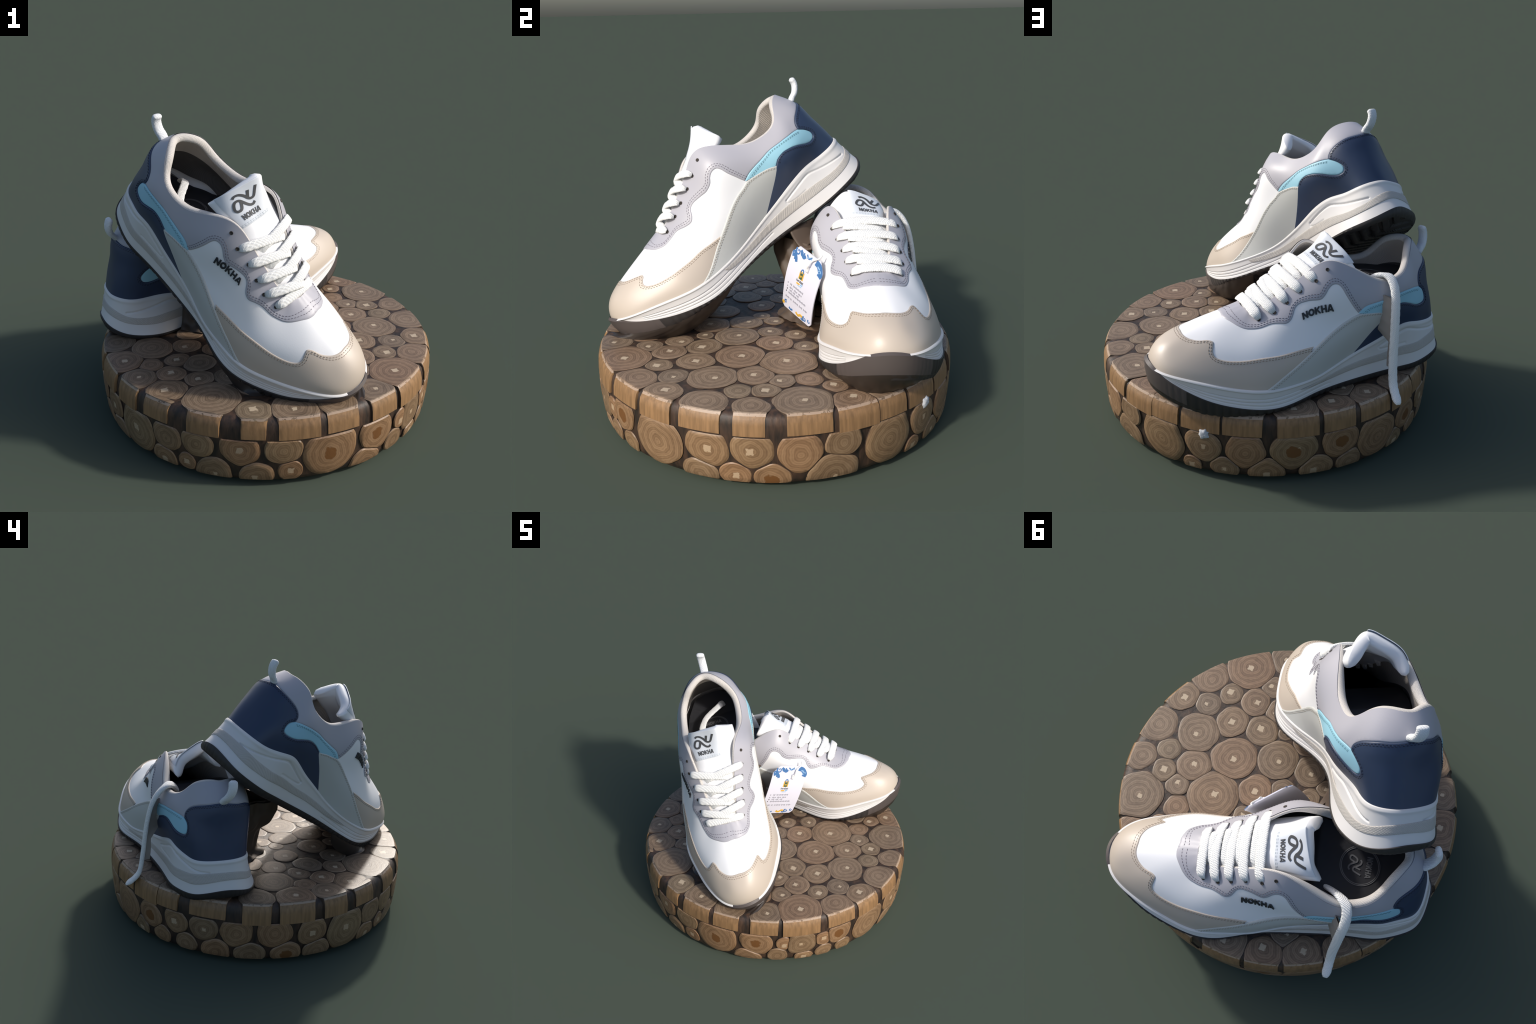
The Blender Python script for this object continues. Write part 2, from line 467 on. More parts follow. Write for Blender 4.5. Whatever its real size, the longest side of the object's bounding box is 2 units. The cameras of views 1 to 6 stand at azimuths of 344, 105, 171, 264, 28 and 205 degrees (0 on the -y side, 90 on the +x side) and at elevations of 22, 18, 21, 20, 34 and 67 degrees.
def inside(P, poly):
    x, y = P[:, 0], P[:, 1]
    c = np.zeros(len(P), bool)
    A, B = poly, np.roll(poly, -1, 0)
    for (x0, y0), (x1, y1) in zip(A, B):
        if y0 != y1:
            c ^= ((y0 > y) != (y1 > y)) & (x < (x1 - x0) * (y - y0) / (y1 - y0) + x0)
    return c


def outline(segs, K, step=.006):
    """segments [('free'|'cut', points)] -> closed polyline in metric domain, free-edge flags, list of paths"""
    pts, flags, paths = [], [], []
    for kind, p in segs:
        q = catmull(np.array(p, float) * K, 12) if len(p) > 2 else np.array(p, float) * K
        q = resample(q, step)
        paths.append(q)
        pts.append(q[:-1])
        flags += [kind == "free"] * (len(q) - 1)
    return np.vstack(pts), np.array(flags), paths


def patch(name, fn, K, segs, lift, mat, parent, mirror, edge=.007, fill=.013):
    """a leather panel: outline in the surface's own (U,V), rounded raised edge, lying on the surface"""
    K = np.array(K)
    poly, free, paths = outline(segs, K)
    lo, hi = poly.min(0), poly.max(0)
    gx = np.arange(lo[0], hi[0], fill)
    gy = np.arange(lo[1], hi[1], fill * .87)
    X, Y = np.meshgrid(gx, gy)
    X = X + (np.arange(len(gy)) % 2)[:, None] * fill / 2
    Q = np.stack([X.ravel(), Y.ravel()], 1)
    A, B = poly, np.roll(poly, -1, 0)
    Q = Q[inside(Q, poly)]
    Q = Q[seg_dist(Q, A, B) > fill * .62]
    # two inset rows give the edge its round
    area = 0.5 * np.sum(A[:, 0] * B[:, 1] - B[:, 0] * A[:, 1])
    T = np.roll(poly, -1, 0) - np.roll(poly, 1, 0)
    T /= np.linalg.norm(T, axis=1, keepdims=True) + 1e-9
    Nn = np.stack([-T[:, 1], T[:, 0]], 1) * np.sign(area)
    rows = []
    for dd in (edge * .3, edge * .8):
        r = poly + Nn * dd
        ok = inside(r, poly) & (seg_dist(r, A, B) > dd * .8)
        rows.append(r[ok])
    allp = np.vstack([poly] + rows + [Q])
    nb = len(poly)
    edges = [(i, (i + 1) % nb) for i in range(nb)]
    v2, _, f2, *_ = delaunay_2d_cdt([Vector(p) for p in allp.tolist()], edges, [], 1, 1e-6)
    v2 = np.array([tuple(p) for p in v2])
    fa = A[free]
    fb = B[free]
    d = seg_dist(v2, fa, fb) if len(fa) else np.full(len(v2), 1.0)
    t = np.clip(d / edge, 0, 1)
    h = lift * np.sqrt(np.clip(1 - (1 - t) ** 2, 0, 1)) - .0012 * (t < .05)
    P, N = fn(v2[:, 0] / K[0], v2[:, 1] / K[1])
    V = P + N * h[:, None]
    faces = []
    for f in f2:
        a, b, c = (v2[i] for i in f[:3])
        cr = (b[0] - a[0]) * (c[1] - a[1]) - (b[1] - a[1]) * (c[0] - a[0])
        faces.append(tuple(f) if cr < 0 else tuple(reversed(f)))
    # orientation so that normals agree with N
    f0 = faces[len(faces) // 2]
    nn = np.cross(V[f0[1]] - V[f0[0]], V[f0[2]] - V[f0[0]])
    if nn @ N[f0[0]] < 0:
        faces = [tuple(reversed(f)) for f in faces]
    ob = mk(name, V, faces, mat, parent, mirror=mirror, weld=True)
    return ob, paths, np.sign(area), K


def stitches(soup, fn, info, which, offs, lift, mat, pitch=.0165, dash=.0105, half=.0021):
    """rows of thread dashes at a distance from a panel's edge"""
    _, paths, sg, K = info
    for w in which:
        p = paths[w]
        T = np.gradient(p, axis=0)
        T /= np.linalg.norm(T, axis=1, keepdims=True) + 1e-9
        Nn = np.stack([-T[:, 1], T[:, 0]], 1) * sg
        for o in offs:
            q = p + Nn * o
            P, N = fn(q[:, 0] / K[0], q[:, 1] / K[1])
            P = P + N * (lift + .0006)
            s = np.r_[0, np.cumsum(np.linalg.norm(np.diff(P, axis=0), axis=1))]
            for a in np.arange(.006, s[-1] - dash, pitch):
                e = [np.array([np.interp(x, s, P[:, i]) for i in range(3)]) for x in (a, a + dash)]
                n = np.array([np.interp(a, s, N[:, i]) for i in range(3)])
                t = e[1] - e[0]
                L = np.linalg.norm(t)
                if L < dash * .5:
                    continue
                t /= L
                b = np.cross(n, t)
                vs = []
                for c, sc in ((e[0], .6), (e[0] + t * L * .25, 1), (e[1] - t * L * .25, 1), (e[1], .6)):
                    vs += [c - b * half * sc - n * .001, c + n * half * .8 * sc, c + b * half * sc - n * .001]
                fs = []
                for i in range(3):
                    fs += [(3 * i, 3 * i + 1, 3 * i + 4, 3 * i + 3), (3 * i + 1, 3 * i + 2, 3 * i + 5, 3 * i + 4)]
                soup.add(vs, fs, mat)


# ---- panel outlines: (station, height) control points on the upper -------------------
EYESTAY_LAT = [(15, .91), (13.5, .905), (12.2, .885), (11.2, .848), (10.4, .80), (9.9, .772), (9.4, .765), (9.1, .735), (8.82, .69), (8.62, .692), (8.5, .725), (8.4, .765), (8.25, .776), (7.95, .752), (7.55, .716), (7.35, .738), (7.18, .785), (7.0, .812), (6.8, .803), (6.6, .72), (6.23, .56)]
BLUE_TOP_LAT = [(6.23, .56), (5.88, .66), (5.4, .722), (5.0, .75), (4.5, .755), (4.0, .71), (3.1, .61), (2.4, .525)]
NAVY_TOP = [(2.4, .525), (2.38, .62), (2.05, .70), (1.2, .762), (.4, .778), (-.3, .765), (-1.0, .745), (-1.7, .733), (-2.4, .68), (-2.85, .60), (-2.98, .515)]
BLUE_TOP_MED = [(-2.98, .515), (-3.7, .595), (-4.35, .69), (-5.0, .73), (-5.72, .638), (-6.3, .553), (-6.57, .503)]
EYESTAY_MED = [(-6.57, .503), (-6.72, .583), (-6.88, .658), (-7.02, .739), (-7.22, .752), (-7.4, .736), (-7.55, .704), (-7.82, .698), (-8.07, .724), (-8.42, .759), (-8.62, .749), (-8.75, .698), (-8.95, .668), (-9.25, .698), (-9.65, .764), (-10.1, .772), (-10.57, .768), (-11.17, .80), (-12.2, .872), (-13.5, .905), (-15, .91)]
TOE_TOP = [(8.05, .335), (8.68, .38), (9.22, .405), (10.08, .43), (10.85, .432), (11.4, .425), (11.68, .445), (11.79, .50), (11.83, .575), (11.92, .645), (12.2, .668), (12.6, .664), (13.2, .678), (14.2, .692), (15, .698), (15.6, .69), (16.4, .672), (17.2, .64), (17.62, .612), (17.84, .59), (17.88, .55), (17.8, .50), (17.76, .44), (17.95, .388), (18.3, .365), (18.83, .372), (19.4, .387), (20, .387), (20.53, .38), (21.03, .34), (21.5, .31)]
SIDE_LAT = [(4.9, .478), (5.35, .545), (5.8, .556), (6.2, .55), (6.67, .492), (7.2, .417), (7.77, .342), (8.3, .28), (8.8, .22), (9.35, .141), (10.07, 0)]
SIDE_MED = [(24.82, .372), (24.43, .45), (23.88, .487), (23.48, .49), (23.18, .46), (22.72, .44), (22.25, .407), (21.8, .357), (21.35, .295), (20.85, .211), (20.28, .111), (19.6, 0)]
BLUE_END_LAT = [(2.4, .525), (2.1, .45), (2.02, .36), (2.14, .295), (2.6, .275), (3.1, .30), (3.6, .38), (4.1, .49), (4.45, .525), (4.7, .51), (4.9, .478)]
BLUE_END_MED = [(27.02, .515), (27.37, .425), (27.58, .32), (27.5, .245), (27.2, .225), (26.7, .265), (26.15, .345), (25.75, .42), (25.4, .472), (25.05, .45), (24.82, .372)]


def wrap(p):
    return [(u - 30, v) for u, v in p]


def text_mesh(body, bold=0.0, extrude=0.0):
    cu = bpy.data.curves.new("lettering", "FONT")
    cu.body = body
    cu.offset = bold
    cu.extrude = extrude
    cu.resolution_u = 4
    ob = bpy.data.objects.new("lettering", cu)
    bpy.context.collection.objects.link(ob)
    dg = bpy.context.evaluated_depsgraph_get()
    me = bpy.data.meshes.new_from_object(ob.evaluated_get(dg))
    bm = bmesh.new()
    bm.from_mesh(me)
    bmesh.ops.remove_doubles(bm, verts=bm.verts, dist=1e-5)
    bmesh.ops.triangulate(bm, faces=bm.faces[:])
    bm.verts.index_update()
    v = np.array([tuple(x.co) for x in bm.verts])
    f = [tuple(x.index for x in p.verts) for p in bm.faces]
    bm.free()
    bpy.data.objects.remove(ob)
    bpy.data.curves.remove(cu)
    bpy.data.meshes.remove(me)
    v[:, :2] -= v[:, :2].min(0)
    return v, f


def stroke(points, width, z0, z1, per=8, closed=False):
    """flat pen stroke with round joins in a plane, as a thin solid (x, y, z)"""
    p = catmull(points, per)
    T = np.gradient(p, axis=0)
    T /= np.linalg.norm(T, axis=1, keepdims=True) + 1e-9
    Nn = np.stack([-T[:, 1], T[:, 0]], 1)
    w = np.broadcast_to(width, (len(p),)) * .5
    L, Rr = p + Nn * w[:, None], p - Nn * w[:, None]
    n = len(p)
    v = np.vstack([np.c_[L, np.full(n, z1)], np.c_[Rr, np.full(n, z1)], np.c_[L, np.full(n, z0)], np.c_[Rr, np.full(n, z0)]])
    f = []
    for i in range(n - 1):
        f += [(i, n + i, n + i + 1, i + 1), (2 * n + i, i, i + 1, 2 * n + i + 1), (n + i, 3 * n + i, 3 * n + i + 1, n + i + 1)]
    f += [(0, 2 * n, 3 * n, n), (n - 1, 2 * n - 1, 4 * n - 1, 3 * n - 1)]
    return v, f


def wordmark(pen=.24):
    """heavy sans capitals N O K H A drawn with straight pen strokes; x to the right, y 0..1"""
    h = pen / 2
    ring = [(.44 + (.44 - h) * math.cos(t), .5 + (.5 - h) * math.sin(t)) for t in np.linspace(0, 2 * math.pi, 25)]
    glyphs = [(.82, [[(h, 0), (h, 1)], [(.82 - h, 0), (.82 - h, 1)], [(h * 1.1, .93), (.82 - h * 1.1, .07)]]),
              (.88, [ring]),
              (.82, [[(h, 0), (h, 1)], [(.20, .42), (.70, 1)], [(.34, .56), (.72, 0)]]),
              (.80, [[(h, 0), (h, 1)], [(.80 - h, 0), (.80 - h, 1)], [(h, .5), (.80 - h, .5)]]),
              (.90, [[(h * .8, 0), (.42, 1)], [(.90 - h * .8, 0), (.48, 1)], [(.22, .27), (.68, .27)]])]
    V, F, n, x, k = [], [], 0, 0.0, 0
    for w, parts in glyphs:
        for p in parts:
            v, f = stroke(np.array(p, float) + np.array([x, 0]), pen * (.85 if len(p) == 2 and abs(p[0][0] - p[1][0]) > .1 else 1), -.1, .08 + .006 * (k % 4), 2 if len(p) > 2 else 6)
            v[:, 1] = np.clip(v[:, 1], 0, 1)
            V.append(v)
            F += [tuple(i + n for i in q) for q in f]
            n += len(v)
            k += 1
        x += w + .07
    v = np.vstack(V)
    v[:, 0] -= v[:, 0].min()
    return v, F


TXT = wordmark()
TXT_W, TXT_H = TXT[0][:, 0].max(), 1.0

# emblem of two interlocked strokes, unit box
EMBLEM = [[(.80, .16), (.72, .07), (.60, .09), (.50, .22), (.42, .40), (.34, .58), (.24, .62), (.14, .52), (.05, .24), (.10, .10), (.22, .09), (.30, .20), (.38, .50)],
          [(.20, .84), (.28, .93), (.40, .91), (.50, .78), (.57, .62), (.62, .48), (.70, .40), (.80, .42), (.86, .55), (.97, .98)],
          [(.62, .50), (.70, .92)]]

# ---- tongue: rows from the throat to the top, five points lateral -> medial -----------
TONGUE = np.array([
    [(1.205, .105, .43), (1.21, .06, .445), (1.212, .02, .45), (1.205, -.015, .447), (1.195, -.055, .435)],
    [(1.05, .135, .485), (1.055, .075, .525), (1.06, .01, .537), (1.06, -.05, .532), (1.05, -.11, .495)],
    [(.915, .145, .565), (.925, .08, .607), (.935, -.005, .62), (.935, -.08, .615), (.92, -.15, .58)],
    [(.79, .145, .615), (.82, .075, .668), (.83, .0, .682), (.83, -.08, .685), (.785, -.185, .635)],
    [(.68, .14, .64), (.718, .085, .708), (.742, -.01, .739), (.750, -.10, .748), (.675, -.212, .665)],
    [(.575, .128, .640), (.632, .085, .738), (.675, -.01, .796), (.695, -.12, .815), (.622, -.21, .678)]])
CUR_TONGUE = TONGUE
TS = np.linspace(0, 1, 6)
TT = np.linspace(0, 1, 5)


def tongue_pts(s, t, net=None):
    net = CUR_TONGUE if net is None else net
    s = np.clip(np.asarray(s, float), 0, 1)
    t = np.clip(np.asarray(t, float), 0, 1)

    def at(s, t):
        return np.einsum("ni,nj,ijk->nk", spline_matrix(TS, s, False), spline_matrix(TT, t, False), net)
    e = 1e-3
    ds = at(np.clip(s + e, 0, 1), t) - at(np.clip(s - e, 0, 1), t)
    dt = at(s, np.clip(t + e, 0, 1)) - at(s, np.clip(t - e, 0, 1))
    N = np.cross(ds, dt)
    return at(s, t), N / np.linalg.norm(N, axis=1, keepdims=True)


# lace holes, lateral and medial, from the ankle to the toe
HOLES_LAT = np.array([(.858, .172, .598), (.937, .17, .55), (1.019, .17, .502), (1.088, .176, .456), (1.166, .168, .428)])
HOLES_MED = np.array([(.892, -.186, .608), (.964, -.163, .563), (1.04, -.136, .521), (1.108, -.124, .481), (1.189, -.097, .444)])


def project(p):
    """nearest point on the upper and its normal"""
    p = np.asarray(p, float)
    d = np.linalg.norm(PROJ_G - p, axis=1)
    i = d.argmin()
    return PROJ_G[i], PROJ_N[i], PROJ_UV[i]


def set_last(push):
    """bend the last: the two shoes are worn open differently (push: lateral spread, medial spread, heel lift, heel lean)"""
    global PROJ_G, PROJ_N, PROJ_UV
    net = NET.copy()
    lat, med, lift, lean, bulge, flare = push
    lev = np.array([0, .12, .38, .72, 1.0])[None]
    x, y = net[..., 0], net[..., 1]
    belly = np.exp(-((x - .46) / .19) ** 2)
    idx = np.arange(30)[:, None]
    net[..., 1] += lat * belly * lev * (idx < 10)
    net[..., 1] -= med * np.exp(-((x - .64) / .16) ** 2) * lev * (idx > 20)
    net[..., 2] += lift * np.clip((.34 - x) / .15, 0, 1) * lev
    net[..., 1] += lean * np.clip((.75 - x) / .35, 0, 1) * (.35 + .65 * lev)
    net[..., 1] -= bulge * np.exp(-((x - .37) / .17) ** 2) * np.array([0, 1, .9, .25, 0])[None] * (idx > 20)
    LAST["net"] = net
    ex = EDGE[:, 0]
    LAST["edge"] = EDGE + np.array([0, -1.0, 0]) * (flare * np.exp(-((ex - .28) / .2) ** 2) * (np.arange(30) > 20))[:, None]
    LAST["sole"] = np.stack([LAST["edge"], TOP], 1)
    U, V = np.meshgrid(np.linspace(0, 30, 420, endpoint=False), np.linspace(0, 1, 90), indexing="ij")
    PROJ_G, PROJ_N = upper_pts(U.ravel(), V.ravel())
    PROJ_UV = np.stack([U.ravel(), V.ravel()], 1)


EDGES = {}


def build_sneaker(mirror, matrix, cfg):
    global CUR_TONGUE
    CUR_TONGUE = TONGUE - np.array(cfg["sink"])[:, None, None] * np.array([0, 0, 1.0])
    set_last(cfg["push"])
    root = new_empty("sneaker", cfg["label"], "shoe", matrix)
    put = lambda name, v, f, m, **kw: mk(name, v, f, m, root, mirror=mirror, **kw)

    # ------------------------------------------------ upper, panels, stitching
    nu, nv = 420, 80
    G = grid(np.arange(nu) / nu, np.linspace(0, 1, nv))
    f = grid_faces(nu, nv, True)
    put("upper", G.reshape(-1, 3), [tuple(reversed(x)) for x in f] if cfg.get("flip") else f, M_WHITE)
    K = (.11, .45)
    soup = Soup()
    P = lambda name, segs, lift, mat: patch(name, upper_pts, K, segs, lift, mat, root, mirror)
    eye = P("eyestay_and_collar", [("free", EYESTAY_LAT), ("free", BLUE_TOP_LAT), ("free", NAVY_TOP), ("free", BLUE_TOP_MED), ("free", EYESTAY_MED),
                                   ("cut", [(-15, .91), (-15, 1)]), ("cut", [(-15, 1), (15, 1)]), ("cut", [(15, 1), (15, .91)])], .004, M_LILAC)
    toe = P("toe_guard", [("free", TOE_TOP), ("cut", [(21.5, .31), (20.95, .22), (20.38, .111), (19.8, 0)]), ("cut", [(19.8, 0), (9.9, 0)]),
                          ("cut", [(9.9, 0), (9.2, .141), (8.45, .236), (8.05, .335)])], .004, M_BEIGE)
    bl = P("accent_stripe", [("free", BLUE_TOP_LAT), ("free", BLUE_END_LAT), ("cut", [(4.9, .478), (5.35, .535), (5.8, .548), (6.23, .56)])], .005, M_BLUE)
    bm_ = P("accent_stripe", [("free", [(u + 30, v) for u, v in BLUE_TOP_MED]), ("cut", [(23.43, .503), (23.88, .475), (24.43, .44), (24.82, .372)]), ("free", BLUE_END_MED[::-1])], .005, M_BLUE)
    sl = P("side_panel", [("free", SIDE_LAT), ("cut", [(10.07, 0), (6.4, 0)]), ("cut", [(6.4, 0), (5.9, .101), (5.22, .266), (4.88, .4), (4.9, .478)])], .0075, M_GREY)
    sm = P("side_panel", [("free", SIDE_MED), ("cut", [(19.6, 0), (23.36, 0)]), ("cut", [(23.36, 0), (23.95, .101), (24.52, .226), (24.82, .372)])], .0075, M_GREY)
    nav = P("heel_counter", [("free", [(6.53, 0), (6.03, .101), (5.35, .266), (5.0, .40), (4.9, .478)]), ("free", BLUE_END_LAT[::-1]), ("free", NAVY_TOP),
                             ("free", wrap(BLUE_END_MED)), ("free", [(-5.18, .372), (-5.6, .226), (-6.18, .101), (-6.77, 0)]), ("cut", [(-6.77, 0), (6.53, 0)])], .008, M_NAVY)
    stitches(soup, upper_pts, eye, (0, 4), (.012, .021), .004, 0)
    stitches(soup, upper_pts, toe, (0,), (.010, .019), .004, 1)
    stitches(soup, upper_pts, sl, (0,), (.012, .019), .0075, 2)
    stitches(soup, upper_pts, sm, (0,), (.012, .019), .0075, 2)
    stitches(soup, upper_pts, nav, (1, 2, 3), (.011, .019), .008, 3)
    stitches(soup, upper_pts, bl, (0,), (.018, .026), .005, 4)
    stitches(soup, upper_pts, bm_, (0,), (.018, .026), .005, 4)

    # ------------------------------------------------ rim, lining, insole
    nst = 30
    depth = np.array([[.030, .034, .044, .050, .044] if (i <= 6 or i >= 24) else [.030, .026, .022, .020, .017] for i in range(nst)])
    uu, vv = np.meshgrid(np.arange(30), VS, indexing="ij")
    Pn, Nn = upper_pts(uu.ravel(), vv.ravel())
    INNER = (Pn - Nn * depth.ravel()[:, None]).reshape(30, 5, 3)
    us = np.arange(nu) / nu
    out = grid(us, np.array([.985, 1.0]))
    inn = grid(us, np.array([1.0]), INNER)[:, 0]
    o = out[:, 1]
    tv = out[:, 1] - out[:, 0]
    tv /= np.linalg.norm(tv, axis=1, keepdims=True)
    mid = (o + inn) / 2
    half = np.linalg.norm(o - inn, axis=1) / 2
    arc = np.linspace(0, np.pi, 10)
    R = np.stack([mid + (o - mid) * math.cos(a) + tv * (half * .75 * math.sin(a))[:, None] for a in arc], 1)
    put("collar_rim", R.reshape(-1, 3), grid_faces(nu, len(arc), True), M_RIM)
    vs = np.linspace(1, .60, 16)
    put("collar_lining", grid(us, vs, INNER).reshape(-1, 3), grid_faces(nu, len(vs), True), M_LINING)
    vs = np.linspace(.60, .12, 14)
    I = grid(us, vs, INNER)
    put("inner_lining", I.reshape(-1, 3), grid_faces(nu, len(vs), True), M_INNER)
    zi = lambda x: np.interp(x, [0, .30, .45, .62, .85, 1.2, 1.8], list(cfg["floor"]) + [.22, .235])
    tall = grid(us, np.linspace(.1, .92, 60), INNER)
    lift_ = np.abs(tall[..., 2] - zi(tall[..., 0]))
    ring = tall[np.arange(len(us)), lift_.argmin(1)]
    spine_y = np.interp(ring[:, 0], [0, .5, 1.2, 1.7], [-.045, -.03, .05, .05])
    lv = np.linspace(0, 1, 10)
    S = np.stack([np.c_[ring[:, 0] * (1 - a) + np.clip(ring[:, 0], .22, 1.5) * a, ring[:, 1] * (1 - a) + spine_y * a, zi(ring[:, 0])] for a in np.linspace(.04, 1, 10)], 1)
    put("insole", S.reshape(-1, 3), grid_faces(nu, len(lv), True), M_INSOLE)
    em = Soup()
    ez = lambda v: np.c_[v[:, 0], v[:, 1], zi(v[:, 0]) + .0015 + v[:, 2]]
    cx, cy = .41, -.03
    a = np.linspace(0, 2 * np.pi, 49)
    for rr in (.10, .093):
        v, f = stroke(np.c_[cx + rr * np.cos(a), cy + rr * np.sin(a)], .004, 0, .002, 2)
        em.add(ez(v), f)
    v, f = TXT
    q = np.c_[cx - .03 - (v[:, 1] / TXT_H) * .03, cy - mirror * .055 + mirror * (v[:, 0] / TXT_W) * .11, v[:, 2] * .01]
    em.add(ez(q), f)
    for st in EMBLEM:
        p = np.array(st)
        v, f = stroke(np.c_[cx + .06 - p[:, 1] * .07, cy - mirror * .05 + mirror * p[:, 0] * .1], .008, 0, .002)
        em.add(ez(v), f)
    em.make("insole_print", [M_PRINT_GREY], root, mirror=mirror, smooth=False)

    # ------------------------------------------------ midsole
    nu, nw = 900, 52
    ws = np.linspace(0, 1, nw)
    UU, WW = np.meshgrid(np.arange(nu) / nu * 30, ws, indexing="ij")
    Ps, Ns = sole_pts(UU.ravel(), WW.ravel())
    KS = np.array([.11, .20])
    X = np.stack([np.where(UU.ravel() > 22.5, UU.ravel() - 30, UU.ravel()), WW.ravel()], 1) * KS
    disp = np.zeros(len(X))

    def groove(pts, depth, width):
        q = resample(catmull(np.array(pts, float) * KS, 8), .012)
        d = seg_dist(X, q[:-1], q[1:])
        return -depth * np.exp(-(d / width) ** 2)
    disp += groove([(.6, .64), (1.6, .73), (2.43, .79), (3.5, .85), (3.85, .84), (4.53, .79), (5.15, .75)], .009, .0042)
    disp += groove([(5.15, .75), (5.05, .65), (4.38, .56), (3.7, .53)], .004, .004)
    disp += groove([(-1.85, .60), (-2.73, .69), (-3.45, .76), (-4.02, .82), (-4.35, .82), (-5.0, .79), (-5.6, .76)], .009, .0042)
    disp += groove([(-5.6, .76), (-5.62, .66), (-5.2, .58), (-4.6, .56)], .004, .004)
    X2 = X.copy()
    X = np.stack([UU.ravel(), WW.ravel()], 1) * KS
    for w0, w1, dep in ((.62, .50, .006), (.42, .33, .006), (.22, .18, .005)):
        disp += groove([(7.4, w0), (9, w0 - .03), (11, w1 + .02), (13, w1)], dep, .0045)
        disp += groove([(23.2, w0 + .05), (21, w0 - .02), (19, w1 + .02), (17.2, w1)], dep, .0045)
    disp += .004 * np.exp(-((WW.ravel() - .93) / .05) ** 2)
    body = (Ps + Ns * disp[:, None]).reshape(nu, nw, 3)
    du = np.arange(nu) / nu
    Wu = spline_matrix(US, du, True)
    e2 = Wu @ np.c_[outward2d(EDGE[:, :2]), np.zeros(30)]
    p0 = Wu @ LAST['net'][:, 0]
    lip = p0 - e2 * .012 + np.array([0, 0, .006])
    low = Wu @ LAST['edge'] - e2 * .03 + np.array([0, 0, .006])
    full = np.concatenate([low[:, None], body, (body[:, -1] * .5 + lip * .5 + np.array([0, 0, .003]))[:, None], lip[:, None]], 1)
    put("midsole", full.reshape(-1, 3), grid_faces(nu, nw + 3, True), M_MID)
    BU = [(8.7, .60), (7.2, .665), (6.2, .61), (5, .52), (4, .48), (3, .49), (2, .56), (1, .62), (0, .62), (-1, .60), (-2, .50), (-3, .475), (-4, .52), (-5, .575), (-6, .66), (-7, .705), (-8, .745), (-9.3, .85)]
    BL = [(-9.3, .85), (-9, .58), (-8, .42), (-7, .40), (-6, .36), (-5, .325), (-4, .295), (-3, .28), (-2, .31), (-1, .345), (0, .335), (1, .30), (2, .28), (3, .26), (4, .27), (5, .31), (6.2, .38), (7.2, .42), (8.2, .50), (8.7, .60)]
    patch("midsole_band", sole_pts, (.11, .20), [("free", BU), ("free", BL)], .0035, M_BAND, root, mirror, edge=.004)

    # ------------------------------------------------ outsole with lugs
    nu = 720
    du = np.arange(nu) / nu
    Wu = spline_matrix(US, du, True)
    ed = Wu @ LAST['edge']
    e2 = Wu @ np.c_[outward2d(EDGE[:, :2]), np.zeros(30)]
    zb = np.interp(ed[:, 0], [-.02, .05, .14, .5, 1.0, 1.40, 1.52, 1.64, 1.75], [.035, .012, -.004, -.006, -.006, -.006, .012, .055, .11])
    zb = np.minimum(zb, ed[:, 2] - .012)
    lug = ((np.arange(nu) * 1.0 / nu * 110) % 1 < .6) * 1.0
    tipf = np.exp(-((du * 30 - 15.1) / 1.35) ** 4)
    noser = np.exp(-((du * 30 - 15.1) / 3.0) ** 4)
    lug = 1 - (1 - lug) * np.clip((ed[:, 0] - .55) / .2, 0.25, 1) * (1 - noser)
    zcol = np.zeros_like(ed)
    rows = []
    for inset, zf in ((.010, -.06), (-.006, .0), (-.006, .35), (.002, .75), (.012, 1.0)):
        p = ed - e2 * inset
        p[:, 2] = ed[:, 2] + (.004 + .010 * tipf * (zf < 0)) * (zf <= 0) + (zb - ed[:, 2]) * max(zf, 0)
        p += e2 * (.006 * tipf)[:, None]
        if zf >= .35:
            p -= e2 * (.006 * (1 - lug))[:, None]
        rows.append(p)
    spine = np.c_[np.clip(ed[:, 0], .16, 1.55), np.interp(ed[:, 0], [0, .5, 1.2, 1.7], [-.04, .0, .06, .06]), zb]
    for a in np.linspace(.06, 1, 14):
        p = rows[4] * (1 - a) + spine * a
        tread = np.sin(p[:, 0] * 75 + np.abs(p[:, 1] - spine[:, 1]) * 55) > .35
        p[:, 2] = zb * (1 - a) + np.interp(p[:, 0], [-.02, .1, 1.4, 1.6, 1.75], [.02, -.004, -.004, .03, .09]) * a
        p[:, 2] += .013 * tread * (a < .95)
        rows.append(p)
    O_ = np.stack(rows, 1)
    fo = [tuple(reversed(x)) for x in grid_faces(nu, O_.shape[1], True)]
    U30 = du * 30
    mi = [(1 if (12.6 < U30[q[0] // O_.shape[1]] < 17.6 and q[0] % O_.shape[1] < 3) else 0) for q in fo]
    EDGES[mirror] = rows[3] * np.array([1, mirror, 1])
    put("outsole", O_.reshape(-1, 3), fo, [M_RUBBER, M_BUMPER], matidx=mi, sharp=40)

    # ------------------------------------------------ tongue with label and emblem
    ns, nt = 70, 44
    sv, tvv = np.linspace(0, 1, ns), np.linspace(0, 1, nt)
    SS, TT2 = np.meshgrid(sv, tvv, indexing="ij")
    Pt, Nt = tongue_pts(SS.ravel(), TT2.ravel())
    dd = np.minimum(np.minimum(SS.ravel() * .7 + .02, (1 - SS.ravel()) * .7), np.minimum(TT2.ravel(), 1 - TT2.ravel()) * .3)
    hm = .015 + .018 * np.clip((SS.ravel() - .55) / .3, 0, 1)
    t = np.clip(dd / hm, 0, 1)
    h = hm * np.sqrt(np.clip(1 - (1 - t) ** 2, 0, 1))
    top = Pt + Nt * (h - hm)[:, None]
    bot = Pt - Nt * (hm + h)[:, None]
    n0 = ns * nt
    f = grid_faces(ns, nt)
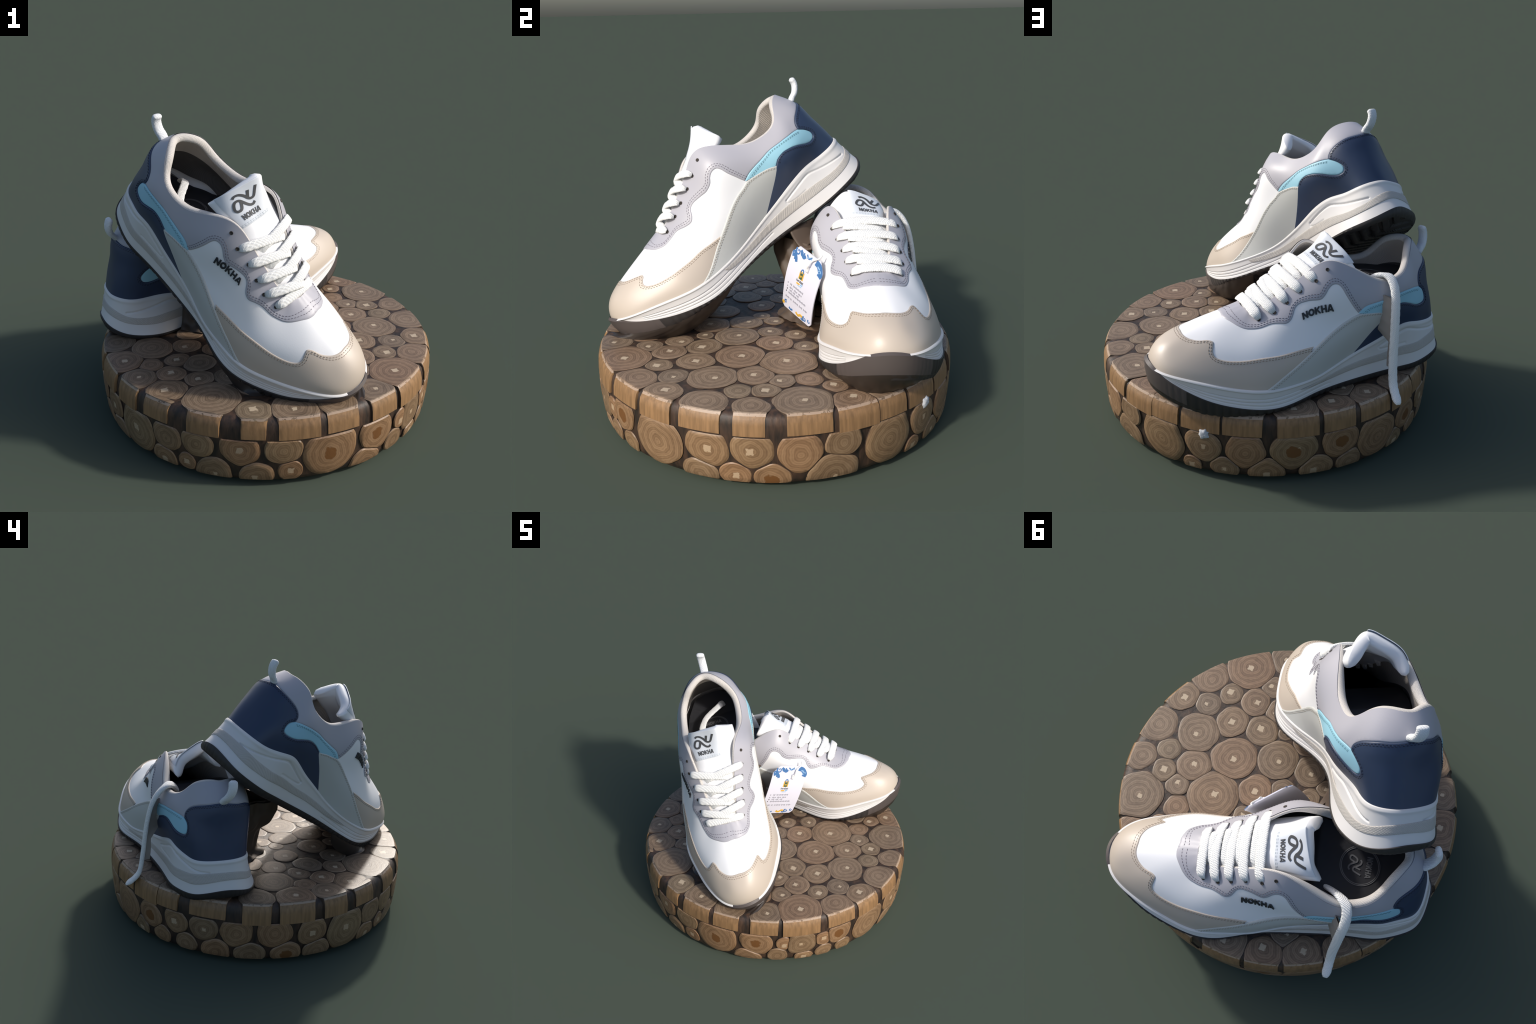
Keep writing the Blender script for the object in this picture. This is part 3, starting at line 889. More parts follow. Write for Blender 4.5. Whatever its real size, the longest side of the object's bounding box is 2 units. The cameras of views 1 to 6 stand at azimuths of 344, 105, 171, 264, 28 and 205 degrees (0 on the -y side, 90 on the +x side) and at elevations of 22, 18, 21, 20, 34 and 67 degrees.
    fs = list(f) + [tuple(reversed([i + n0 for i in x])) for x in f]
    put("tongue", np.vstack([top, bot]), fs, M_WHITE, fix=True)
    KT = (.68, .31)
    lab = patch("tongue_label", tongue_pts, KT, [("free", [(.60, .14), (.995, .13)]), ("free", [(.995, .13), (.995, .68)]), ("free", [(.995, .68), (.60, .73)]), ("free", [(.60, .73), (.60, .14)])],
                .0035, M_LABEL, root, mirror, edge=.004)
    stitches(soup, tongue_pts, lab, (3,), (.010, .019), .0035, 5)
    prn = Soup()

    def on_tongue(xy, z):
        """label plane: x reading direction 0..1 across the label, y 0..1 towards the tongue top"""
        tt = (.16 + xy[:, 0] * .54) if mirror < 0 else (.70 - xy[:, 0] * .54)
        p, n = tongue_pts(.60 + xy[:, 1] * .38, tt)
        return p + n * (.0034 + z)[:, None]
    v, f = TXT
    prn.add(on_tongue(np.c_[.20 + .60 * v[:, 0] / TXT_W, .15 + .14 * v[:, 1] / TXT_H], (v[:, 2] + .1) * .012), f)
    for st in EMBLEM:
        p = np.array(st)
        v, f = stroke(np.c_[.14 + p[:, 0] * .72, .36 + p[:, 1] * .50], .066, 0, .0024)
        prn.add(on_tongue(v[:, :2], v[:, 2]), f)
    prn.make("tongue_emblem", [M_INK_GREY], root, mirror=mirror, smooth=False, fix=True)
    soup.make("stitching", [M_ST_LILAC, M_ST_BEIGE, M_ST_GREY, M_ST_NAVY, M_ST_BLUE, M_ST_LABEL], root, mirror=mirror, stuff=True)

    # ------------------------------------------------ lettering on the quarter
    v, f = TXT
    (u0, v0), (u1, v1), hv = cfg["text"]
    k = v[:, 0] / TXT_W
    U = u0 + (u1 - u0) * k
    V = v0 + (v1 - v0) * k + hv * v[:, 1] / TXT_H
    p, n = upper_pts(U, V)
    put("side_lettering", p + n * (.001 + (v[:, 2] + .1) * .03)[:, None], f, M_INK, smooth=False, fix=True)

    # ------------------------------------------------ eyelets and laces
    for hole in list(HOLES_LAT) + list(HOLES_MED) + [(.787, .166, .652), (.826, -.205, .660)]:
        q, n, _ = project(hole)
        big = .0075
        e1 = np.cross(n, (0, 1, 0.3))
        e1 /= np.linalg.norm(e1)
        e2_ = np.cross(n, e1)
        a = np.linspace(0, 2 * np.pi, 16, endpoint=False)
        prof = [(1.35, .0055), (1.2, .0085), (1.0, .0075), (.7, .0062)]
        vv_ = np.vstack([q + n * z + big * r * (np.cos(a)[:, None] * e1 + np.sin(a)[:, None] * e2_) for r, z in prof] + [q + n * .006])
        ff = []
        for i in range(3):
            ff += [(i * 16 + j, i * 16 + (j + 1) % 16, (i + 1) * 16 + (j + 1) % 16, (i + 1) * 16 + j) for j in range(16)]
        ff += [(48 + j, 48 + (j + 1) % 16, 64) for j in range(16)]
        put("eyelet", vv_, ff, M_EYELET, fix=True)

    def lace(A, B, rise, dive, wid=.05, bend=0.0, tail=1.0):
        nA = project(A)[1]
        A = np.array(A) + nA * .004
        B = np.array(B)
        fr = np.linspace(0, tail, 26)
        L = A + (B - A) * fr[:, None]
        hump = rise * (4 * fr * (1 - fr)).clip(0) ** .55
        L[:, 2] += hump * .85
        L[:, 0] += hump * .5 + bend * np.sin(np.pi * fr)
        L += nA * (.007 * np.clip(fr / .08, 0, 1) * (fr < .9))[:, None]
        if dive:
            L[:, 2] -= .05 * np.clip((fr - .80) / .2, 0, 1) ** 1.5
        up = np.stack([np.full(26, .5), .9 * (L[:, 1] - L[:, 1].mean()), np.full(26, .85)], 1)
        w, h = round_ends(L, wid, .017, 3)
        v, f = sweep(L, w, h, up, 14, .05)
        put("shoe_lace", v, f, M_LACE, fix=True)
    HL, HM = HOLES_LAT, HOLES_MED
    if cfg["crossed"]:
        lace(HL[4], HM[4], .030, False)
        for k in (3, 2, 1, 0):
            mid_m = HM[k] * .15 + HM[k + 1] * .85
            mid_l = HL[k] * .25 + HL[k + 1] * .75
            lace(HL[k], mid_m + np.array([0, .05, .01]), .046, True)
            lace(HM[k], mid_l + np.array([0, -.05, .01]), .052, True)
    else:
        for k in range(5):
            lace(HL[k], HM[k], .042 + .006 * (k == 0), False, .056, -.008 + .014 * (k % 2))
            if k < 4:
                lace(HM[k] * .6 + HM[k + 1] * .4 + np.array([0, .05, .02]), HL[k] * .4 + HL[k + 1] * .6 + np.array([0, -.05, .012]), .022, True, .045)

    # ------------------------------------------------ pull tab
    p = catmull(cfg["tab"], 7)
    w, h = round_ends(p, .056, .034, 3)
    v, f = sweep(p, w, h, (-.6, -.1, -.35), 16, .02)
    put("pull_tab", v, f, M_PULL, fix=True)

    # ------------------------------------------------ loose laces
    for path, wid, th in cfg["loose"]:
        p = resample(catmull(path, 10), .012)
        w, h = round_ends(p, wid, th, 3)
        tang = np.gradient(p, axis=0)
        up = np.cross(tang, np.array([.95, -.2, .1]))
        v, f = sweep(p, w, h, up, 12, .04)
        put("loose_lace", v, f, M_LACE, fix=True)
    return root


ROT_A = Matrix(((.59578, .79486, .11507, -.76956), (-.61968, .54608, -.56373, .33480), (-.51093, .26455, .81790, 1.19867), (0, 0, 0, 1)))
ROT_B = Matrix(((.9766, -.21508, 0, -.965), (.21508, .9766, 0, .315), (0, 0, 1, .405), (0, 0, 0, 1)))
inv_B = np.array(ROT_B.inverted())


def to_B(p):
    p = np.array(p, float)
    return p @ inv_B[:3, :3].T + inv_B[:3, 3]


HANG = to_B([(-.40, .52, .84), (-.47, .55, .935), (-.53, .578, .985), (-.575, .612, .992), (-.594, .655, .955), (-.597, .688, .90), (-.595, .708, .84), (-.592, .725, .76), (-.59, .737, .68), (-.588, .747, .60), (-.587, .757, .53), (-.588, .766, .472), (-.59, .782, .42), (-.595, .818, .38), (-.60, .862, .35)])
shoe_a = build_sneaker(-1, ROT_A, dict(label="white running shoe with navy heel, propped toe down", text=((7.17, .646), (8.27, .682), .060), crossed=True, sink=(0, 0, 0, 0, 0, 0), floor=(.25, .26, .31, .44, .43), push=(.004, .004, .004, .0, .030, .0),
    tab=[(.118, -.080, .575), (.098, -.083, .592), (.066, -.085, .608), (.042, -.087, .635), (.032, -.089, .662), (.034, -.092, .690)],
    loose=[([(.24, -.14, .30), (.27, -.125, .35), (.30, -.105, .382), (.36, .0, .378), (.42, .045, .375), (.50, .06, .40), (.58, .07, .45)], .045, .016)]))
shoe_b = build_sneaker(1, ROT_B, dict(label="white running shoe with navy heel, lying flat", text=((8.22, .626), (7.13, .600), .062), crossed=False, sink=(0, .006, .012, .022, .036, .046), floor=(.47, .48, .50, .53, .46), push=(.043, .026, .024, .0, -.004, .024),
    tab=[(.118, -.062, .585), (.10, -.068, .605), (.078, -.080, .628), (.064, -.095, .660), (.062, -.103, .695), (.074, -.106, .735)],
    loose=[(HANG, .050, .028), ([(.62, .02, .42), (.52, .0, .36), (.42, -.02, .31), (.33, -.02, .30)], .04, .02)]))


def build_scan_skirt(mirror, matrix, parent, contact):
    """added dark sheet for scan-fused fill, from the outsole edge down to the wood; contact: (station, x, y) on the stand"""
    c = np.array(contact, float)
    st = np.linspace(c[0, 0], c[-1, 0], 90)
    E = EDGES[mirror]
    n = len(E)
    k = st / 30 * n
    i0 = np.floor(k).astype(int) % n
    top = E[i0] * (1 - (k % 1))[:, None] + E[(i0 + 1) % n] * (k % 1)[:, None]
    M = np.array(matrix)
    top = top @ M[:3, :3].T + M[:3, 3]
    foot = catmull(c[:, 1:], 8)
    tt = np.interp(np.linspace(0, len(c) - 1, len(foot)), np.arange(len(c)), c[:, 0])
    fx, fy = np.interp(st, tt, foot[:, 0]), np.interp(st, tt, foot[:, 1])
    bot = np.c_[fx, fy, np.full(len(st), .403)]
    run = np.clip(np.minimum(st - st[0], st[-1] - st) / 1.6, 0, 1)[:, None] ** .6
    bot = top * (1 - run) + bot * run
    rows = []
    for a in np.linspace(0, 1, 9):
        sag = a ** 1.5
        p = top * (1 - a) + bot * a
        p[:, :2] = top[:, :2] * (1 - sag) + bot[:, :2] * sag
        p[:, 2] += .002 * np.sin(st * 9 + a * 5)
        rows.append(p)
    V = np.stack(rows, 1).reshape(-1, 3)
    Mi = np.array(matrix.inverted())
    V = V @ Mi[:3, :3].T + Mi[:3, 3]
    mk("scan_fill_skirt", V, grid_faces(len(st), 9), M_SKIRT, parent)


build_scan_skirt(-1, ROT_A, shoe_a, [(8.4, -.367, -.375), (10, -.345, -.60), (11.3, -.26, -.745), (12.6, -.078, -.855), (13.6, .076, -.905), (14.7, .205, -.918), (16, .29, -.875), (17, .308, -.765),
    (17.6, .30, -.685), (18.3, .272, -.613), (18.8, .235, -.547), (19.3, .185, -.485), (19.7, .138, -.44), (20.2, .053, -.398), (20.8, -.06, -.37)])
build_scan_skirt(1, ROT_B, shoe_b, [(11.8, .38, .915), (12.6, .46, .875), (13.3, .53, .835), (14.3, .60, .765), (15.3, .645, .692), (16.3, .648, .612), (17, .62, .559), (18, .55, .485), (19, .44, .405)])


def build_lace_web():
    """loose flap of lining caught between the hanging lace and the quarter"""
    set_last((.043, .026, .024, .0, -.004, .024))
    lacep = resample(catmull(HANG, 10), .02)
    lacep = [p for p in lacep if .10 < p[2] < .50 and p[1] > .15]
    rows = []
    for p in lacep:
        q, n, _ = project(p + np.array([.045, -.03, .03]))
        if p[2] < .26:
            q = p * .55 + np.array([p[0] + .03, q[1] + .02, p[2]]) * .45
        rows.append([p + (q - p) * t + np.array([0, .010 * math.sin(math.pi * t), 0]) for t in np.linspace(0, 1, 8)])
    R = np.array(rows)
    nz, nx = R.shape[:2]
    V = np.vstack([R.reshape(-1, 3), R.reshape(-1, 3) + np.array([-.008, -.004, 0])])
    F = grid_faces(nz, nx)
    m = nz * nx
    faces = [tuple(x) for x in F] + [tuple(i + m for i in reversed(x)) for x in F]
    faces += [(i * nx, (i + 1) * nx, m + (i + 1) * nx, m + i * nx) for i in range(nz - 1)]
    mk("lace_scan_web", V, faces, M_LACE_WEB, shoe_b, fix=True)


build_lace_web()

# ======================================================================================
#  HANG TAG on the flat-lying shoe
# ======================================================================================
def build_tag():
    TL, TR, BR = (to_B(p) for p in ((-.071, .119, .911), (.113, .325, .849), (.027, .223, .442)))
    ex = TR - TL
    wd = np.linalg.norm(ex)
    ex /= wd
    ey = TR - BR
    ey -= (ey @ ex) * ex * .0
    ht = np.linalg.norm(ey)
    ey /= ht
    en = np.cross(ex, ey)
    en /= np.linalg.norm(en)
    BL = BR - ex * wd

    def face(xy, z):
        xy = np.asarray(xy, float)
        bow = .022 * np.sin(np.pi * np.clip(xy[:, 1] / ht, 0, 1))
        return BL + ex * xy[:, :1] + ey * xy[:, 1:2] + en * (np.asarray(z) + bow)[:, None]
    root = shoe_b
    # card with clipped corners
    c = .035
    base = [(c * .6, 0), (wd - c * .6, 0), (wd, c * .6), (wd, ht - c * 1.5), (wd - c * 1.3, ht), (c * 1.3, ht), (0, ht - c * 1.5), (0, c * .6)]
    edge = resample(np.array(base + base[:1]), .012)[:-1]
    n = len(edge)
    rows = [edge * k + np.array([wd / 2, ht / 2]) * (1 - k) for k in (1, .8, .6, .4, .2, .02)]
    fr = np.vstack([face(r, np.full(n, .003)) for r in rows])
    bk = np.vstack([face(r, np.full(n, -.003)) for r in rows])
    nr = len(rows)
    fs = []
    for i in range(nr - 1):
        for j in range(n):
            k = (j + 1) % n
            fs.append((i * n + j, i * n + k, (i + 1) * n + k, (i + 1) * n + j))
            fs.append((nr * n + i * n + k, nr * n + i * n + j, nr * n + (i + 1) * n + j, nr * n + (i + 1) * n + k))
    fs += [(j, nr * n + j, nr * n + (j + 1) % n, (j + 1) % n) for j in range(n)]
    fs += [tuple((nr - 1) * n + j for j in range(n)), tuple(nr * n + (nr - 1) * n + j for j in range(n))[::-1]]
    tag = mk("hang_tag", np.vstack([fr, bk]), fs, M_CARD, root, smooth=False, fix=True)
    ink = Soup()

    def pen(pts, width, mat, z=.0045):
        v, f = stroke(np.array(pts) * np.array([wd, ht]), width, .002, z)
        ink.add(face(v[:, :2], v[:, 2]), f, mat)

    def curl(cx, cy, r, turns, start, mat, width, dirn=1):
        a = np.linspace(0, turns * 2 * np.pi, int(14 * turns) + 3)
        rr = r * (1 - .8 * a / a[-1])
        pen(np.c_[cx + rr / wd * np.cos(start + dirn * a), cy + rr / ht * np.sin(start + dirn * a)], np.linspace(width, width * .35, len(catmull(np.c_[a, a], 8))), mat)
    # blue clouds along the top, blue and gold ones along the bottom
    curl(.17, .93, .022, 1.2, 2.4, 0, .012)
    curl(.30, .94, .018, 1.2, 0.6, 0, .010, -1)
    curl(.07, .87, .016, .9, 1.2, 0, .011)
    pen([(.03, .84), (.12, .86), (.17, .83), (.20, .78)], .020, 0)
    pen([(.08, .90), (.12, .86), (.14, .80)], .016, 0)
    pen([(.24, .97), (.36, .90), (.42, .93)], .018, 0)
    pen([(.44, .97), (.52, .93), (.60, .97)], .009, 0)
    pen([(.46, .92), (.55, .955), (.62, .93)], .006, 1)
    pen([(.74, .955), (.86, .93), (.95, .85), (.93, .80)], .036, 0)
    curl(.91, .86, .014, 1.1, 0, 1, .005)
    pen([(.82, .92), (.90, .90)], .008, 1)
    curl(.12, .10, .013, 1, 1, 0, .010)
    pen([(.02, .09), (.06, .05)], .022, 2)
    pen([(.24, .05), (.30, .03), (.36, .05)], .012, 0)
    pen([(.48, .06), (.56, .035), (.64, .07), (.70, .06)], .015, 2)
    curl(.78, .06, .017, 1.2, 2, 0, .010)
    pen([(.66, .03), (.74, .025)], .012, 0)
    curl(.93, .075, .012, 1, 2, 0, .008)
    # padlock emblem
    pen([(.40, .655), (.54, .655)], .050, 2, .0046)
    pen([(.43, .645), (.51, .645)], .038, 3, .0052)
    pen([(.45, .645), (.49, .645)], .012, 2, .0058)
    pen([(.435, .69), (.44, .73), (.47, .745), (.50, .73), (.505, .69)], .007, 0, .005)
    pen([(.38, .52), (.48, .52)], .010, 2)
    pen([(.50, .525), (.57, .525)], .010, 1)
    pen([(.42, .495), (.55, .495)], .005, 1)
    v, f = text_mesh("kerabat", .01, .05)
    s = .19 / v[:, 0].max()
    q = np.c_[v[:, 0] / v[:, 0].max() * .22 * wd + .36 * wd, v[:, 1] * s * wd * 1.4 + .545 * ht]
    ink.add(face(q, .0034 + v[:, 2] * .01), f, 5)
    # small printed lines: broken strokes of word length
    lines = [(.43, .20, [.07, .35]), (.375, .20, [.12, .12, .12]), (.33, .20, [.09, .09, .09]), (.285, .18, [.60]), (.20, .10, [.14, .06, .18, .12, .13])]
    for y, x, words in lines:
        if y > .25:
            pen([(x - .085, y), (x - .065, y)], .009, 5 if y < .35 else 4)
        for wlen in words:
            k = max(2, int(wlen * wd / .007))
            for i in range(k):
                a = x + wlen * i / k
                hgt = .006 + .004 * ((i * 7 + int(y * 100)) % 3)
                pen([(a + .002, y), (a + wlen / k * .62, y)], hgt, 4, .0042)
            x += wlen + .03
    ink.make("tag_print", [M_TAG_BLUE, M_TAG_PALE, M_TAG_GOLD, M_TAG_GREEN, M_TAG_TEXT, M_INK], tag, smooth=False, stuff=True)
    # plastic loop from the tag to a lace hole
    a = face(np.array([[wd * .60, ht * .80]]), [.008])[0]
    b = face(np.array([[wd * .66, ht * .95]]), [.012])[0]
    c_ = face(np.array([[wd * .78, ht * 1.02]]), [.004])[0]
    path = resample(catmull([a, a * .5 + b * .5 + en * .012, b, c_, c_ + en * -.02 + ey * .02], 8), .006)
    v, f = sweep(path, .010, .010, en, 8)
    mk("tag_cord", v, f, M_CORD, tag, fix=True)
    v, f = sweep(resample(np.array([a - ey * .015, a + ey * .02]), .005), .02, .016, en, 10)
    mk("tag_clip", v, f, M_CORD, tag, fix=True)


build_tag()

# ======================================================================================
#  ROUND STAND of log slices
# ======================================================================================
PROFILE_Z = [0, .026, .034, .06, .12, .20, .28, .34, .374, .393, .402]
PROFILE_R = [.90, .950, .972, .981, .988, .994, .996, .993, .985, .970, .945]


def stand_r(z):
    return np.interp(z, PROFILE_Z, PROFILE_R)


stand = new_empty("log_slice_stand", "round wooden display stand of glued log slices", "wooden stand")
TOPZ = .404


def build_core():
    n = 180
    a = np.linspace(0, 2 * np.pi, n, endpoint=False)
    prof = [(0, .0), (.84, .0), (.87, .012)] + [(r - .007, z) for z, r in zip(PROFILE_Z[1:], PROFILE_R[1:])] + [(.90, .4015), (.7, .4005), (.4, .4005), (.1, .4005), (0, .4005)]
    V = []
    for r, z in prof:
        wob = 1 + .004 * np.sin(3 * a + 1) + .003 * np.sin(7 * a)
        zz = z - (.004 * r * (np.cos(a) + np.sin(a)) if z > .39 else 0)
        V.append(np.stack([r * wob * np.cos(a), r * wob * np.sin(a), np.broadcast_to(zz, (n,))], 1))
    V = np.stack(V, 1)
    mk("stand_core", V.reshape(-1, 3), grid_faces(n, len(prof), True), M_RESIN, stand, fix=True)


build_core()

# slices seen from above: x, y, radius
TOP_SLICES = [(.548, -.69, .150), (.754, -.528, .110), (.857, -.342, .102), (.685, -.352, .076), (.581, -.468, .068), (.419, -.477, .090), (.906, -.108, .115), (.653, -.151, .126),
    (.496, -.297, .097), (.305, -.318, .096), (.902, .119, .088), (.765, .014, .068), (.584, .054, .099), (.384, -.085, .132), (.138, -.179, .120), (.733, .147, .070),
    (.616, .202, .066), (.80, .35, .145), (.397, .181, .150), (.561, .325, .071), (.182, .055, .096), (-.066, -.183, .094), (.364, -.613, .068), (.36, -.836, .108), (.268, -.471, .075),
    (-.25, .90, .10), (-.447, .815, .105), (-.63, .705, .10), (-.707, -.047, .120), (-.507, -.071, .080), (-.893, -.158, .118), (-.742, -.237, .066), (-.588, -.222, .070),
    (-.474, -.296, .090), (-.832, -.368, .102), (-.65, -.368, .080), (-.51, -.467, .078), (-.706, -.535, .115), (-.49, -.672, .152), (-.308, -.844, .092), (-.106, -.888, .122),
    (.121, -.909, .105), (-.897, .078, .105), (-.344, -.165, .080), (-.03, .914, .118), (-.307, .732, .080), (.035, -.01, .068), (.041, .14, .060), (.178, .228, .062),
    (.74, .585, .112), (.60, .70, .10), (.435, .81, .11), (.23, .885, .105), (-.725, .56, .09), (-.84, .335, .12)]
fill_rng = random.Random(5)
pts = list(TOP_SLICES)
for rad in (.10, .085, .07, .058, .048):
    for _ in range(900):
        r, a = math.sqrt(fill_rng.random()) * .84, fill_rng.random() * 2 * math.pi
        x, y = r * math.cos(a), r * math.sin(a)
        if all(math.hypot(x - p[0], y - p[1]) > (rad + p[2]) * .97 for p in pts):
            pts.append((x, y, rad * fill_rng.uniform(.9, 1.05)))
TOP_SLICES = pts


def cell_outline(c, r, others, n, seed, limit=None, gap=.0012, grow=1.06, squash=.5):
    """rounded outline of one log: a wobbly circle, flattened where a neighbour touches; limit(point)->bool keeps it in bounds"""
    g = np.random.default_rng(seed)
    a = np.linspace(0, 2 * np.pi, n, endpoint=False)
    ph = g.uniform(0, 6.28, 4)
    rad = r * (1 + .045 * np.sin(2 * a + ph[0]) + .03 * np.sin(3 * a + ph[1]) + .018 * np.sin(5 * a + ph[2]) + .010 * np.sin(9 * a + ph[3])) * grow
    d = np.stack([np.cos(a), np.sin(a)], 1)
    for (x, y, q) in others:
        v = np.array([x - c[0], y - c[1]])
        L = np.linalg.norm(v)
        if L < 1e-6 or L > r * 1.3 + q * 1.3:
            continue
        cut = (L * L + r * r - q * q) / (2 * L) - gap
        cs = d @ (v / L)
        rad = np.where(cs > .05, np.minimum(rad, cut / np.maximum(cs, .05)), rad)
    rad = np.maximum(rad, r * .3)
    for _ in range(3):
        rad = np.minimum(rad, .25 * np.roll(rad, 1) + .5 * rad + .25 * np.roll(rad, -1))
    return d * rad[:, None]


def build_top_slices():
    n = 56
    for i, (x, y, r) in enumerate(TOP_SLICES):
        o = cell_outline((x, y), r, [p for j, p in enumerate(TOP_SLICES) if j != i], n, 100 + i)
        P = o + np.array([x, y])
        R = np.linalg.norm(P, axis=1)
        g = np.random.default_rng(300 + i)
        rim_lim = .972 + .004 * math.sin(i * 2.3)
        atrim = R > rim_lim
        P = np.where(atrim[:, None], P * (rim_lim / np.maximum(R, 1e-6))[:, None], P)
        c = np.array([x, y])
        if atrim.any():
            c = c * min(1.0, .90 / np.linalg.norm(c))
        lift = g.uniform(-.0015, .0025) - .004 * (x + y)
        tilt = g.uniform(-.008, .008, 2)
        dz = (P - c) @ tilt
        rows = []
        # crown, shoulder, edge
        for k, z in ((.03, 0), (.35, .0), (.65, .0), (.88, .0), (.955, -.0006)):
            q = c + (P - c) * k
            rows.append(np.c_[q, TOPZ + lift + z + dz * k])
        ez = np.where(atrim, TOPZ - .007, TOPZ - .002)
        rows.append(np.c_[P, ez + lift + dz])
        Rp = np.linalg.norm(P, axis=1, keepdims=True)
        zlow = .285 + g.uniform(-.012, .012)
        for fz in (.22, .5, 1.0):
            z = np.where(atrim, TOPZ - .006 + (zlow - TOPZ + .006) * fz, TOPZ - .003 - .012 * fz)
            tgt = np.where(atrim[:, None], P / Rp * (stand_r(z) + .0025)[:, None], c + (P - c) * (1.0 - .01 * fz))
            rows.append(np.c_[tgt, z])
        z = rows[-1][:, 2] - .002
        inn = np.where(atrim[:, None], rows[-1][:, :2] * .955, rows[-1][:, :2])
        rows.append(np.c_[inn, z])
        V = np.stack(rows, 0)
        m = len(rows)
        # side walls of rim blocks: the block is also closed towards its neighbours
        faces = [tuple((a + 1) * n + j for j in range(n)) for a in ()]
        for a_ in range(m - 1):
            for j in range(n):
                k = (j + 1) % n
                faces.append((a_ * n + j, (a_ + 1) * n + j, (a_ + 1) * n + k, a_ * n + k))
        faces.append(tuple(range(n)))
        mi = []
        for f in faces:
            lvl = min(f) // n
            j = f[0] % n
            mi.append(1 if (lvl >= 5 and not atrim[j] and len(f) == 4) else 0)
        org = np.array([*c, TOPZ + lift])
        ob = mk("log_slice", V.reshape(-1, 3) - org, faces, [M_WOOD_TOP, M_BARK], stand, matidx=mi, sharp=38)
        ob.location = org


build_top_slices()

# logs facing outwards on the flank: angle in degrees, height, radius
SIDE_LOGS = [(-52, .19, .105), (-36, .215, .092), (-20.7, .17, .138), (-4.4, .20, .105), (8.4, .21, .10), (21.3, .19, .106), (33.4, .22, .09), (48.5, .17, .138), (63, .19, .097), (76.3, .185, .106),
    (90.8, .19, .117), (105.8, .21, .105), (119.8, .16, .135), (134.3, .185, .09), (146, .21, .08), (156.7, .21, .085), (168.5, .21, .097), (-178.3, .215, .104), (-164.8, .20, .092), (-150.9, .165, .138),
    (-138, .205, .088), (-127.3, .22, .085), (-114, .22, .10), (-101, .225, .093), (-86.8, .175, .145), (-70, .20, .112), (-58.5, .20, .06), (-43, .20, .06),
    (-42.5, .07, .062), (-33.6, .07, .062), (-6.9, .05, .09), (3.4, .06, .075), (13.7, .045, .092), (30.9, .045, .125), (59, .05, .055), (69.7, .065, .075), (82.5, .05, .10), (97.9, .06, .09), (109.3, .06, .078),
    (129, .065, .068), (139.6, .08, .064), (150, .08, .068), (161, .055, .09), (173, .055, .09), (-174, .055, .092), (-162.5, .055, .086), (-139.5, .06, .078), (-131, .085, .052), (-122.5, .045, .10),
    (-109.2, .05, .09), (-99, .085, .066), (-73.8, .035, .095), (-61.5, .08, .07), (-51, .05, .062), (40, .33, .0)]


def build_side_logs():
    n = 48
    R0 = .99
    L = [(math.radians(a) * R0, z, r) for a, z, r in SIDE_LOGS if r > 0]
    per = 2 * math.pi * R0
    for i, (s, z, r) in enumerate(L):
        oth = []
        for j, (s2, z2, r2) in enumerate(L):
            if j != i:
                oth.append((s + ((s2 - s + per / 2) % per - per / 2), z2, r2))
        o = cell_outline((s, z), r, oth, n, 700 + i, gap=.0015, grow=1.06)
        P = o + np.array([s, z])
        P[:, 1] = np.clip(P[:, 1] + .008, .032, .283)
        c = np.array([s, min(max(z, .03), .25)])
        g = np.random.default_rng(900 + i)
        lift = g.uniform(.000, .0025)
        rows = []
        for k, h in ((.03, .002), (.4, .002), (.75, .002), (.93, .0012), (1.0, -.003), (1.0, -.014)):
            q = c + (P - c) * k
            ang = q[:, 0] / R0
            rr = stand_r(q[:, 1]) + h + lift * (k < 1)
            rows.append(np.c_[rr * np.cos(ang), rr * np.sin(ang), q[:, 1]])
        V = np.stack(rows, 0).reshape(-1, 3)
        a0 = s / R0
        org = np.array([stand_r(c[1]) * math.cos(a0), stand_r(c[1]) * math.sin(a0), c[1]])
        ex, ey, ez = np.array([-math.sin(a0), math.cos(a0), 0]), np.array([0, 0, 1.]), np.array([math.cos(a0), math.sin(a0), 0])
        Mx = np.stack([ex, ey, ez], 1)
        V = (V - org) @ Mx
        V[:, 2] = V[:, 2]
        faces = []
        for a_ in range(5):
            for j in range(n):
                k = (j + 1) % n
                faces.append((a_ * n + j, (a_ + 1) * n + j, (a_ + 1) * n + k, a_ * n + k))
        faces.append(tuple(range(n)))
        mi = [1 if (min(f) // n >= 4 and len(f) == 4) else 0 for f in faces]
        ob = mk("log_end", V, faces, [M_WOOD_SIDE, M_BARK], stand, matidx=mi, sharp=38)
        ob.matrix_world = Matrix(((*Mx[0], org[0]), (*Mx[1], org[1]), (*Mx[2], org[2]), (0, 0, 0, 1)))


build_side_logs()


def build_spot():
    """pale chalky lump stuck on the flank"""
    a0, z0 = math.radians(63.5), .275
    g = np.random.default_rng(2)
    n = 24
    a = np.linspace(0, 2 * np.pi, n, endpoint=False)
    rad = .028 * (1 + g.uniform(-.25, .25, n))
    rows = []
    for k, h in ((1, .000), (.8, .008), (.5, .012), (.05, .011)):
        s, z = rad * k * np.cos(a), z0 + rad * k * np.sin(a) * 1.1
        rr = stand_r(z) + h + g.uniform(0, .003, n)
        rows.append(np.c_[rr * np.cos(a0 + s / .97), rr * np.sin(a0 + s / .97), z])
    V = np.stack(rows, 0).reshape(-1, 3)
    f = [(i * n + j, i * n + (j + 1) % n, (i + 1) * n + (j + 1) % n, (i + 1) * n + j) for i in range(3) for j in range(n)] + [tuple(3 * n + j for j in range(n))]
    mk("chalk_spot", V, f, M_CHALK, stand, fix=True)


build_spot()


